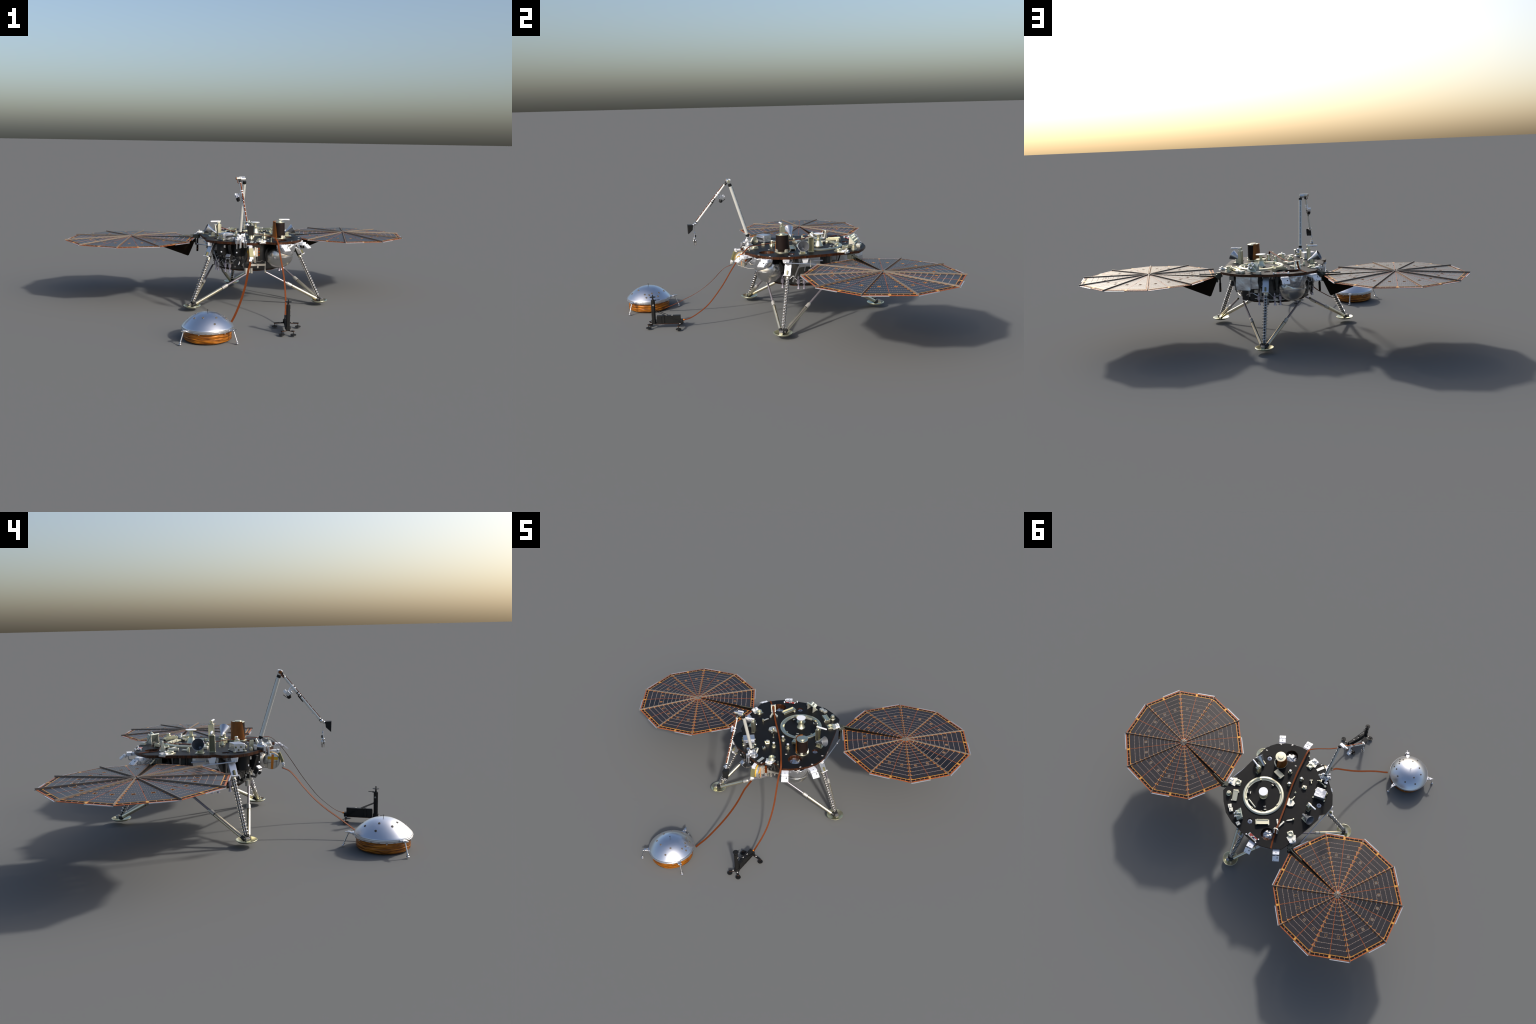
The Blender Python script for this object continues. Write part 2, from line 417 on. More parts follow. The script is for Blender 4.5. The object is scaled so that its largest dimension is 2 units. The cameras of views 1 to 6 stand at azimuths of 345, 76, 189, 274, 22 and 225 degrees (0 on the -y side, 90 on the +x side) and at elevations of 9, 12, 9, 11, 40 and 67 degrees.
def trough(corners, up, z=.004):
    """slanted channel bracket: long plate with two raised side flanges"""
    a, d = V((*corners[0], DZ)), V((*corners[1], DZ)); w = corners[2]
    b = B(); u = (d-a).normalized(); s = V((-u.y, u.x, 0)); L = (d-a).length
    R = M((u, s, V((0, 0, 1)))).transposed(); mid = (a+d)/2
    tilt = R @ M.Rotation(-up, 3, 'Y')
    b.box(mid+V((0, 0, z+.006)), (L, w, .003), 'alod', tilt)
    for q in (-1, 1): b.box(mid+s*(q*w/2)+V((0, 0, z+.006)), (L, .003, .014), 'alod', tilt, taper=.85)
    b.box(d-u*.004+V((0, 0, .008)), (.008, w+.004, .016), 'alod', R)
    b.box(a+u*.004+s*(w*.55)+V((0, 0, .004)), (.008, .009, .008), 'cream', R)
    b.box(d-u*.01-s*(w*.55)+V((0, 0, .004)), (.008, .009, .008), 'cream', R)
    b.obj('channel_bracket', lander, bevel=.0004)
trough([(.149, .398), (.189, .345), .026], .10)
trough([(-.082, .342), (-.030, .399), .026], .10)
trough([(.120, .098), (.060, .100), .026], .10)

b = B()   # knob with cap
b.lathe([(.0155, 0), (.0155, .003), (.0125, .006), (.0120, .018), (.0098, .019), (.0098, .0255), (.0088, .0268), (0, .0268)], (.205, .388, DZ), 'alod', n=28)
for i in range(3): b.cyl(V((.205, .388, DZ+.0268))+Rz(i*2.1) @ V((.004, 0, 0)), V((.205, .388, DZ+.0278))+Rz(i*2.1) @ V((.004, 0, 0)), .0018, 'grey', n=8)
b.obj('sensor_knob', lander)

for x, y, a, n in [(.143, .437, .95, 1), (.121, .448, .95, 1), (.0335, .4745, 1.3, 1)]:
    b = B(); R = Rz(a)
    b.box((x, y, DZ+.0065), (.021, .022, .013), 'cream', R)
    b.box(V((x, y, DZ+.0133))+R @ V((.003, .003, 0)), (.006, .009, .002), 'grey', R)
    b.obj('connector_block', lander, bevel=.001)

# inclined plate with five tubes (retro reflector cluster)
b = B(); c = V((.066, .437, DZ+.026)); nrm = V((.42, .66, .62)).normalized(); R = frame(nrm)
b.box(c, (.056, .050, .005), 'padgreen', R)
for i in range(5):
    a = i*2*PI/5+.3; p = c+R @ V((.0145*math.cos(a), .0145*math.sin(a), .002))
    b.cyl(p, p+nrm*.020, .0062, 'padgreen', n=16); b.cyl(p+nrm*.020, p+nrm*.0208, .0056, 'white', n=16)
back = c-nrm*.004
for s in (-1, 1):
    q = R @ V((s*.024, 0, 0)); lo = c+q+R @ V((0, -.024, 0)); hi = c+q+R @ V((0, .024, 0)); ft = V((hi.x, hi.y, DZ))-V((nrm.x, nrm.y, 0))*.004
    w = R @ V((.0015, 0, 0))
    b.add([lo-w, lo+w, hi-w, hi+w, ft-w, ft+w], [(0, 2, 4), (1, 5, 3), (0, 1, 3, 2), (2, 3, 5, 4), (4, 5, 1, 0)], 'cream')
b.obj('laser_reflector', lander, bevel=.0004)

# name plate with coloured emblems near the back edge
b = B(); R = Rz(PI+.05); c = V((-.079, .4695, DZ))
b.box(c+V((0, 0, .001)), (.068, .026, .002), 'black', R)
ks = ['white', 'red', 'white', 'blue', 'white', 'red', 'green', 'white', 'blue', 'red']
for i in range(8):
    for j in range(3):
        k = 'mark' if j == 0 else ('red' if j == 2 and i % 2 else rnd.choice(ks+['black', 'black', 'black', 'black', 'black']))
        b.box(c+R @ V((-.026+i*.0075, (1-j)*-.0075, .0025)), (.0045+.002*rnd.random(), .0048, .0012), k, R)
for x, y in [(-.036, -.012), (.036, -.012), (.036, .012)]: b.cyl(c+R @ V((x, y, 0)), c+R @ V((x, y, .008)), .0038, 'white', n=12)
b.obj('name_plate', lander)

b = B(); R = Rz(math.atan2(-.045, -.016))
b.box((-.053, -.100, DZ+.0015), (.046, .016, .003), 'cream', R); b.obj('cover_plate', lander, bevel=.0005)

b = B(); R = Rz(.5)    # bracket block
b.box((-.071, .050, DZ+.002), (.024, .024, .004), 'alod', R)
b.box((-.071, .050, DZ+.010), (.018, .016, .014), 'alod', R, taper=.8); b.box((-.071, .050, DZ+.0175), (.012, .011, .003), 'cream', R)
for sx in (-1, 1): b.box(V((-.071, .050, DZ+.006))+R @ V((sx*.011, .007, 0)), (.005, .006, .012), 'alod', R)
b.obj('saddle_block', lander, bevel=.0004)
b = B(); R = Rz(.9)
b.box((-.068, -.008, DZ+.005), (.018, .006, .010), 'alod', R); b.box(V((-.068, -.008, DZ+.004))+R @ V((0, .010, 0)), (.006, .018, .006), 'alod', R)
b.cyl((-.066, -.003, DZ), (-.066, -.003, DZ+.018), .003, 'alu', n=10)
b.obj('tee_bracket', lander, bevel=.0004)
for x, y, h in [(-.057, .110, .022), (.050, -.108, .024)]:
    b = B(); b.lathe([(.005, 0), (.005, .002), (.0022, .003), (.0018, h), (0, h+.001)], (x, y, DZ), 'alod', n=12); b.obj('guide_pin', lander)
b = B(); p = V((-.167, .234, DZ)); R = Rz(-2.2)
b.lathe([(.006, 0), (.006, .012), (.0045, .018), (0, .0185)], p, 'alod', n=14)
b.box(p+R @ V((-.018, 0, .006)), (.034, .008, .004), 'cream', R, taper=.9); b.box(p+R @ V((-.036, 0, .004)), (.006, .005, .004), 'cream', R)
b.obj('lever_pin', lander, bevel=.0004)

# star clamp that the tether runs over
b = B(); c = V((-.082, .174, DZ))
b.prism([(-.026, -.006), (-.012, -.017), (.006, -.013), (.020, -.024), (.030, -.016), (.018, .004), (.014, .022), (-.004, .024), (-.022, .014)], 0, .010, 'cream', M.Translation(c) @ M.Rotation(.35, 4, 'Z'))
b.cyl(c+V((.006, -.012, .008)), c+V((.006, -.012, .023)), .0062, 'alod', n=16); b.cyl(c+V((.006, -.012, .022)), c+V((.006, -.012, .026)), .0048, 'cream', n=16)
b.box(c+V((.006, -.028, .012)), (.006, .030, .006), 'alod', Rz(.1))
b.obj('tether_clamp', lander, bevel=.0008)
# Y shaped clamp and upright slotted guide
b = B(); root = V((-.139, .326, DZ+.005))
for tip in ((-.106, .302), (-.139, .285)):
    t = V((*tip, DZ+.006)); d = t-root; R = Rz(math.atan2(d.y, d.x))
    b.box((t+root)/2, (d.length, .009, .010), 'cream', R); b.cyl(t-V((0, 0, .005)), t+V((0, 0, .006)), .0055, 'cream', n=14)
b.obj('fork_clamp', lander, bevel=.0006)
b = B(); c = V((-.147, .352, DZ)); u = V((.42, -.907, 0)); R = M((V((u.y, -u.x, 0)), u, V((0, 0, 1)))).transposed()
for s in (-1, 1):
    q = R @ V((s*.0105, 0, 0)); w = R @ V((.0035, 0, 0)); f = R @ V((0, .011, 0))
    b.add([c+q-w-f, c+q+w-f, c+q+w+f, c+q-w+f, c+q-w-f*.25+V((0, 0, .045)), c+q+w-f*.25+V((0, 0, .045)), c+q+w+f*.05+V((0, 0, .045)), c+q-w+f*.05+V((0, 0, .045))],
          [(3, 2, 1, 0), (4, 5, 6, 7), (0, 1, 5, 4), (1, 2, 6, 5), (2, 3, 7, 6), (3, 0, 4, 7)], 'cream')
b.box(c+R @ V((0, .003, .041)), (.022, .006, .008), 'cream', R)
b.box(c+R @ V((0, 0, .002)), (.026, .024, .004), 'white', R)
b.obj('tether_guide', lander, bevel=.0005)

# foil-wrapped electronics box
b = B(); c = V((-.168, .020, DZ+.019)); R = Rz(math.atan2(-.029, -.059)-PI)
b.box(c, (.066, .050, .036), 'foil2', R, taper=.96)
for i in range(4): b.box(c+R @ V((-.034, -.018+i*.012, -.008+.012*(i % 2))), (.007, .006, .007), 'gold', R)
for sx in (-1, 1):
    for sy in (-1, 1): b.box(c+R @ V((sx*.033, sy*.024, -.016)), (.010, .010, .006), 'alod', R)
b.box(c+R @ V((.004, -.028, .004)), (.05, .008, .016), 'foil2', R @ M.Rotation(.5, 3, 'X'))
fb = b.obj('electronics_box', lander, bevel=.0012)

# ------------------------------------------------------------------ robotic arm
b = B(); ab = V((-.100, -.078, DZ))
b.lathe([(.022, 0), (.022, .003), (.017, .004), (.0155, .014), (.017, .015), (.017, .019), (0, .020)], ab, 'alu', n=28)
b.cyl(ab+V((.012, -.004, .018)), ab+V((-.026, .004, .018)), .010, 'alu', n=20)
b.cyl(ab+V((-.028, -.020, .012)), ab+V((-.028, .016, .012)), .009, 'alu', n=18)
b.box(ab+V((-.013, 0, .034)), (.014, .016, .026), 'white')
b.cyl(ab+V((-.026, 0, .036)), ab+V((.006, 0, .036)), .008, 'alu', n=18)
b.cyl(ab+V((.010, .010, .016)), ab+V((.016, .022, .040)), .0055, 'cream', n=14)
b.box((-.118, -.040, DZ+.020), (.006, .018, .040), 'alod', Rz(.5)); b.box((-.103, -.036, DZ+.016), (.020, .005, .010), 'alod', Rz(.8))
b.cyl((-.108, -.037, DZ+.012), (-.150, -.040, DZ+.010), .003, 'alod', n=10)
b.lathe([(.008, 0), (.008, .010), (.004, .014), (0, .014)], (-.150, -.040, DZ), 'alod', n=14)
b.box((-.141, -.055, DZ+.012), (.020, .012, .020), 'alu', Rz(.4)); b.box((-.128, -.093, DZ+.004), (.022, .014, .022), 'alu', Rz(.6))
b.cyl((-.117, -.112, DZ+.012), (-.117, -.114, DZ-.026), .0055, 'alu', n=14); b.box((-.134, -.102, DZ-.014), (.004, .004, .040), 'alu')
b.sphere((-.112, -.098, DZ+.012), .008, 'spring', 14); b.sphere((-.128, -.084, DZ+.024), .007, 'spring', 14)
arm = b.obj('robotic_arm', lander, bevel=.0005)

sh, el0 = V((-.1125, -.079, .412)), V((-.1130, -.1665, .690))
u = (el0-sh).normalized()
b = B()
b.cyl(sh-u*.004, sh+u*.012, .0092, 'black', n=20); b.cyl(sh+u*.010, el0-u*.013, .0085, 'tube', n=24); b.cyl(el0-u*.014, el0-u*.002, .0092, 'black', n=20)
bk = V((0, .955, .297)); bk = (bk-u*bk.dot(u)).normalized()   # cable strip on its back
for i in range(8):
    t0, t1 = .02+.032*i, .02+.032*i+.030
    b.cyl(sh+u*t0+bk*.0078, sh+u*t1+bk*.0078, .0018, 'brownblk', n=8)
    b.box(sh+u*t1+bk*.007, (.010, .006, .003), 'alu', frame(u))
b.obj('upper_arm', arm)

b = B(); e = V((-.116, -.170, .700))
b.cyl(e+V((.004, 0, 0)), e+V((-.020, 0, 0)), .0115, 'alu', n=24); b.cyl(e+V((.006, 0, 0)), e+V((.003, 0, 0)), .0085, 'alod', n=20)
b.cyl(e+V((-.020, -.001, .003)), e+V((-.040, -.001, .003)), .0065, 'cream', n=18)
b.cyl(e+V((-.040, -.001, .003)), e+V((-.043, -.001, .003)), .0075, 'kap', n=16)
b.box(e+V((-.010, .006, .009)), (.030, .008, .006), 'white'); b.box(e+V((-.028, -.003, .010)), (.030, .008, .002), 'alu')
b.box(e+V((-.024, -.008, -.006)), (.012, .010, .014), 'dark')
b.tube([e+V((-.034, -.004, -.004)), e+V((-.036, -.010, -.016)), e+V((-.030, -.016, -.022)), e+V((-.026, -.016, -.014))], .0018, 'ribbon')
b.obj('elbow_joint', arm, bevel=.0005)

f0, f1 = V((-.1395, -.1765, .695)), V((-.1425, -.3445, .490)); u = (f1-f0).normalized()
b = B()
LN = (f1-f0).length
b.cyl(f0+u*.006, f0+u*.016, .0065, 'dark', n=16); b.cyl(f0+u*.014, f0+u*(LN-.010), .0060, 'tube', n=18)
b.cyl(f0+u*(LN-.012), f0+u*(LN-.004), .006, 'brownblk', n=16)
for t in (.066, .080): b.cyl(f0+u*t, f0+u*(t+.005), .0082, 'white', n=18)
for t in (.108, .118): b.cyl(f0+u*t, f0+u*(t+.006), .0068, 'spring', n=18)
for t in (.103, .113, .124): b.cyl(f0+u*t, f0+u*(t+.005), .0064, 'black', n=18)
fr = V((0, -.77, .63)); fr = (fr-u*fr.dot(u)).normalized()
b.box(f0+u*(LN*.5+.003)+fr*.0066, (.0058, .0026, LN-.034), 'ribbon', M((u.cross(fr), fr*-1, u)).transposed())
for t in (.13, .15, .17, .195, .22): b.box(f0+u*t+fr*.0070, (.0070, .0026, .0018), 'white', M((u.cross(fr), fr*-1, u)).transposed())
b.cyl(f0+u*.118-fr*.007-V((.003, 0, 0)), f0+u*.150-fr*.007-V((.003, 0, 0)), .0022, 'black', n=8)
b.cyl(f0+u*.215-fr*.004, f0+u*.215-fr*.011, .0015, 'alu', n=8)
b.sphere(f1, .0085, 'spring', 16); b.sphere(f1+V((.002, -.011, -.006)), .0065, 'alu', 14); b.cyl(f1+V((-.010, -.006, -.002)), f1+V((.010, -.006, -.002)), .005, 'spring', n=14)
b.obj('forearm', arm)

b = B(); cc = V((-.157, -.203, .613))     # arm camera
R = frame(u)
for t in (.066, .081): b.cyl(f0+u*t, cc+V((.002, .002, .004)), .0022, 'white', n=8)
b.box(cc, (.018, .016, .020), 'alu', R); b.box(cc+V((-.004, .012, .008)), (.016, .012, .014), 'white', R)
b.cyl(cc+V((0, -.002, -.006)), cc+V((.004, -.006, -.020)), .009, 'black', n=18); b.cyl(cc+V((.004, -.006, -.020)), cc+V((.0045, -.0065, -.021)), .0065, 'dark', n=18)
b.tube([cc+V((0, -.004, -.020)), cc+V((-.002, .008, -.016)), cc+V((-.002, .020, -.006))], .0016, 'black')
b.box(cc+V((.002, -.012, .002)), (.010, .012, .010), 'alu', R)
b.obj('arm_camera', arm, bevel=.0006)

b = B()     # scoop: side profile extruded across, hollow below
prof = [(-.361, .487), (-.388, .488), (-.3865, .4415), (-.364, .462)]
x0, x1 = -.146, -.119
vs = [(x0, y, z) for y, z in prof]+[(x1, y, z) for y, z in prof]
b.add(vs, [(3, 2, 1, 0), (4, 5, 6, 7), (0, 1, 5, 4), (1, 2, 6, 5), (3, 0, 4, 7)], 'black')
vs2 = [(x0+.0015 if i < 4 else x1-.0015, y, z) for i, (y, z) in enumerate([(-.363, .485), (-.386, .486), (-.385, .443), (-.3655, .462)]*2)]
b.add(vs2, [(0, 1, 2, 3), (7, 6, 5, 4), (4, 5, 1, 0), (5, 6, 2, 1), (4, 0, 3, 7)], 'dark')
b.cyl((-.143, -.350, .482), (-.134, -.364, .482), .004, 'alu', n=12)
b.obj('scoop', arm)

b = B(); g = V((-.1515, -.351, .0))
b.cyl(g+V((.003, 0, .480)), g+V((0, 0, .446)), .0008, 'alu', n=6)
b.lathe([(0, 0), (.004, .001), (.0045, .004), (.0015, .009), (0, .010)], g+V((0, 0, .438)), 'alu', n=14)
b.cyl(g+V((0, 0, .440)), g+V((0, 0, .418)), .0018, 'white', n=10)
b.box(g+V((0, .004, .424)), (.005, .006, .012), 'dark'); b.box(g+V((.001, .0075, .426)), (.006, .004, .008), 'spring')
b.sphere(g+V((0, -.001, .413)), .0065, 'spring', 14); b.box(g+V((.004, -.006, .411)), (.008, .006, .004), 'spring')
for i in range(5):
    a = i*2*PI/5+.4; d = V((math.cos(a), math.sin(a), 0))
    b.tube([g+d*.003+V((0, 0, .410)), g+d*.0075+V((0, 0, .403)), g+d*.007+V((0, 0, .390)), g+d*.0055+V((0, 0, .377))], .0016, 'spring')
    b.sphere(g+d*.0075+V((0, 0, .402)), .0028, 'alu', 8)
b.cyl(g+V((0, 0, .406)), g+V((0, 0, .390)), .0032, 'dark', n=12)
b.obj('grapple', arm)

# ------------------------------------------------------------------ hinged white radio boxes below the rim
for ang, n in [(-72.5, 1), (-47, 1), (107.3, 2), (132.5, 2)]:
    b = B(); a = math.radians(ang); R = Rz(a); c = V((0, .18, 0))
    L = lambda x, y, z: c+R @ V((x, y, z))
    b.box(L(.345, 0, .350), (.024, .037, .014), 'white', R)
    b.box(L(.325, 0, .349), (.030, .037, .010), 'white', R)
    b.cyl(L(.347, 0, .357), L(.347, 0, .3576), .0025, 'black', n=10)
    T = R @ M.Rotation(math.radians(38), 3, 'Y')
    b.box(L(.376, 0, .338), (.030, .037, .006), 'white', T)
    b.cyl(L(.376, .008, .338)+T @ V((-.006, 0, .003)), L(.376, .008, .338)+T @ V((-.006, 0, .0036)), .0036, 'dark', n=12)
    b.cyl(L(.376, -.010, .338)+T @ V((.010, 0, .003)), L(.376, -.010, .338)+T @ V((.010, 0, .0036)), .0018, 'dark', n=10)
    b.box(L(.362, 0, .340), (.014, .010, .010), 'alu', T)
    for s in (-1, 1): b.tube([L(.352, s*.014, .343), L(.35, s*.013, .325), L(.33, s*.012, .318), L(.30, s*.012, .335)], .002, 'alu')
    b.obj('hinged_box', lander, bevel=.0018)

# ------------------------------------------------------------------ hull under the deck
def hull():
    n = 96; prof = [(.0, .1955), (.150, .1955), (.172, .1975), (.177, .202), (.181, .215), (.186, .245), (.186, .300), (.180, .345), (.178, .3535)]
    b = B(); b.lathe(prof, (0, .18, 0), 'hull', n=n)
    me = b.mesh('hull', 50)
    for v in me.vertices:
        d = V((v.co.x, v.co.y-.18, 0)); r = d.length
        if r > .1:
            a = math.atan2(d.y, d.x); k = PI/6
            f = math.cos(((a+k/2) % k)-k/2)          # twelve flat sides
            w = noise.noise(V((math.cos(a)*5, math.sin(a)*5, v.co.z*18)))*.006*min(1, max(0, (v.co.z-.2)/.03))
            s = (.985/f+w/r); v.co.x *= s; v.co.y = .18+(v.co.y-.18)*s
    o = put(me, 'hull', lander)
    return o
hull_o = hull()
b = B(); b.lathe([(.174, .1935), (.179, .1945), (.179, .1985), (.174, .199)], (0, .18, 0), 'kapedge', n=12, closed_prof=True)
b.obj('hull_rim', hull_o)

# propellant tanks in crumpled foil
for k, (c, seed) in enumerate([((.123, -.029, .2875), 1.), ((-.119, .387, .2845), 5.)]):
    b = B(); n = 72; m = 44; vs = []; fs = []
    for i in range(m+1):
        t = PI*i/m
        for j in range(n):
            a = 2*PI*j/n; d = V((math.sin(t)*math.cos(a), math.sin(t)*math.sin(a), math.cos(t)))
            top = min(1, max(0, (d.z+.05)/.3))
            w = (noise.noise(d*3.2+V((seed, 0, 0)))*.004+abs(noise.noise(d*5+V((0, seed, 0))))*-.006)*top+noise.noise(d*5)*.0005
            vs.append(V(c)+d*(.0712+w))
    for i in range(m):
        for j in range(n): fs.append((i*n+j, (i+1)*n+j, (i+1)*n+(j+1) % n, i*n+(j+1) % n))
    b.add(vs, fs, 'foil')
    out = (V(c)-V((0, .18, c[2]))).normalized()
    b.lathe([(.0712, -.0012), (.0720, 0), (.0712, .0012)], V(c)+V((0, 0, -.004)), 'foil', n=64)
    b.cyl(V(c)+V((0, 0, -.064)), V(c)+V((0, 0, -.073)), .010, 'grey', n=16)
    tank = b.obj('propellant_tank', lander, smooth=60)
    b = B(); b.lathe([(.0378, .355), (.0395, .355), (.0440, .325), (.0420, .325)], (c[0], c[1]+.008*(-1 if k == 0 else 1), 0), 'kapedge', n=40, closed_prof=True)
    b.obj('port_collar', tank)
    if k == 0:
        b = B(); b.sphere((.108, -.030, .284), .0665, 'foil', 40); b.obj('inner_tank', tank)
    b = B(); na, nt_ = 40, 16; vs = []; fs = []; a0 = math.atan2(out.y, out.x)
    for i in range(na+1):
        q = -1+2*i/na; a = a0+q*1.05
        for j in range(nt_+1):
            t = j/nt_; d = V((math.cos(a), math.sin(a), 0))
            rad = .086*(1-t)+.0735*t+.004*math.sin(PI*t)-.010*abs(q)**2*(1-t); z = .3525-(.062-.028*abs(q)**1.5)*t
            w = noise.noise(V((a*4+seed, t*2.2+q*2, seed)))*.007+noise.noise(V((a*9, t*5+seed, 1)))*.003
            vs.append(V((c[0], c[1], z))+d*(rad+w*(1-.5*t)))
    for i in range(na):
        for j in range(nt_): fs.append((i*(nt_+1)+j, (i+1)*(nt_+1)+j, (i+1)*(nt_+1)+j+1, i*(nt_+1)+j+1))
    b.add(vs, fs, 'foil2'); sk = b.obj('blanket_skirt', tank, smooth=50)
    so = sk.modifiers.new('thickness', 'SOLIDIFY'); so.thickness = .0012

# thermal-blanket boxes under the deck
def crumple(c, size, rot, k, seed, amp=.004):
    bm = bmesh.new(); bmesh.ops.create_cube(bm, size=1)
    bmesh.ops.subdivide_edges(bm, edges=bm.edges[:], cuts=7, use_grid_fill=True)
    R = Rz(rot); vs = []
    for v in bm.verts:
        p = V((v.co.x*size[0], v.co.y*size[1], v.co.z*size[2]))
        q = V((noise.noise(p*35+V((seed, 0, 0))), noise.noise(p*35+V((0, seed, 0))), noise.noise(p*35+V((0, 0, seed)))))
        v.co = V(c)+R @ (p+q*amp)
    b = B(); b.add([v.co.copy() for v in bm.verts], [[v.index for v in f.verts] for f in bm.faces], k); bm.free()
    return b.obj('blanket_box', lander, smooth=40)
crumple((.115, .374, .318), (.074, .160, .072), -.03, 'foil2', 3.)
crumple((.058, .376, .319), (.046, .135, .068), -.12, 'foil2', 5., .006)
crumple((.180, .152, .327), (.075, .11, .050), .03, 'foil2', 9.)
crumple((-.180, .152, .327), (.075, .11, .050), -.03, 'foil2', 13.)

# black drums with white targets, front left
for (x, y) in [(-.183, .000), (-.110, -.042)]:
    b = B(); c = V((x, y, 0)); d = V((-.5, -.86, 0)).normalized()
    b.lathe([(0, .289), (.030, .289), (.034, .292), (.034, .3535), (0, .3535)], c, 'black', n=32)
    R = Rz(math.atan2(d.y, d.x))
    b.box(c+d*.0345+V((0, 0, .310)), (.002, .007, .007), 'white', R); b.box(c+d*.033+R @ V((.001, .018, .340)), (.004, .009, .013), 'mark', R)
    b.obj('black_drum', lander, bevel=.0004)

# tether storage drum at the front
b = B(); c = V((-.062, -.124, .304))
b.lathe([(0, -.016), (.030, -.016), (.0375, -.012), (.0385, 0), (.0375, .012), (.030, .016), (0, .0165)], c, 'disc', axis=(1, 0, 0), n=48)
for s, k1 in ((-1, .5), (1, .5)):
    x = s*.0172
    b.box(c+V((x, -.004, -.002)), (.0012, .011, .066), 'orange', M.Rotation(.08, 3, 'X'))
    b.box(c+V((x*.99, -.006, .014)), (.0012, .046, .013), 'yellow', M.Rotation(.08, 3, 'X'))
    b.box(c+V((x*.985, .002, -.006)), (.0010, .062, .0010), 'dark', M.Rotation(-.15, 3, 'X')); b.box(c+V((x*.985, .016, -.004)), (.0010, .0010, .050), 'dark', M.Rotation(.1, 3, 'X'))
    b.box(c+V((x*.985, -.022, -.010)), (.0010, .0010, .036), 'dark', M.Rotation(.1, 3, 'X'))
b.lathe([(.039, -.003), (.0395, 0), (.039, .003)], c, 'yellow', axis=(1, 0, 0), n=48, a0=1.2, a1=3.4)
drum = b.obj('tether_drum', lander, smooth=40)
b = B(); T = M.Rotation(-.36, 3, 'X')
pc = V((-.074, -.166, .322))
b.box(pc, (.022, .012, .046), 'gold', T); b.box(pc+T @ V((0, .002, .030)), (.018, .010, .016), 'white', T @ M.Rotation(.5, 3, 'X')); b.box(pc+T @ V((0, .001, -.029)), (.018, .010, .012), 'white', T)
b.box((-.074, -.134, .352), (.018, .040, .006), 'white')
b.box((-.080, -.176, .283), (.014, .012, .010), 'collar', T)
b.obj('drum_cover', drum, bevel=.0008)
b = B()
b.box((-.042, -.124, .304), (.006, .014, .082), 'cream'); b.box((-.034, -.120, .318), (.014, .02, .045), 'collar')
for i in range(3): b.box((-.020, -.112, .334-.016*i), (.012, .012, .010), 'ribbon'); b.box((-.028, -.114, .334-.016*i), (.008, .010, .010), 'cream')
b.tube([(-.048, -.150, .276), (-.01, -.10, .262), (.02, -.05, .262), (.035, -.03, .250)], .0016, 'grey')
b.obj('drum_mount', drum, bevel=.0006)

# instrument context camera under the deck, front left
b = B(); c = V((-.168, -.066, .280)); R = Rz(-2.2) @ M.Rotation(.6, 3, 'Y')
b.box(c, (.020, .026, .028), 'dark', R); b.box(c+R @ V((.011, 0, 0)), (.004, .022, .024), 'alu', R); b.cyl(c+R @ V((.012, 0, 0)), c+R @ V((.018, 0, 0)), .008, 'black', n=18)
b.box(c+V((.010, .012, .035)), (.012, .014, .070), 'dark', Rz(-2.2) @ M.Rotation(.35, 3, 'Y')); b.box(c+R @ V((-.002, 0, .018)), (.018, .024, .006), 'alu', R)
b.tube([c+V((.0, .0, -.01)), c+V((.01, .01, -.03)), c+V((.03, .03, -.03))], .005, 'grey', 8)
b.obj('context_camera', lander, bevel=.0006)

# ------------------------------------------------------------------ thrusters: three groups of four
for leg in (-30, 90, 210):
    for s in (-16, -8, 8, 16):
        c = pol(leg+s, .200, 0)
        b = B()
        b.lathe([(0, .250), (.004, .250), (.0045, .238), (.0085, .234), (.0085, .2135), (.006, .2115), (.0042, .2095), (.0035, .206), (.0075, .1865), (.0068, .1865), (.003, .204), (0, .205)], c, 'bell', n=20)
        b.cyl(c+V((0, 0, .25)), pol(leg+s, .18, .27), .0022, 'alu', n=8)
        b.obj('thruster', lander)
    b = B()
    for s in (-12, 12):
        b.box(pol(leg+s, .192, .236), (.012, .03, .008), 'grey', Rz(math.radians(leg+s)))
    b.tube([pol(leg-26, .188, .262), pol(leg-20, .197, .240), pol(leg-12, .203, .232), pol(leg-5, .20, .232), pol(leg, .194, .25)], .0018, 'alu')
    b.tube([pol(leg+26, .188, .262), pol(leg+20, .197, .240), pol(leg+12, .203, .232), pol(leg+5, .20, .232), pol(leg, .194, .25)], .0018, 'alu')
    b.obj('thruster_mount', lander, bevel=.0004)

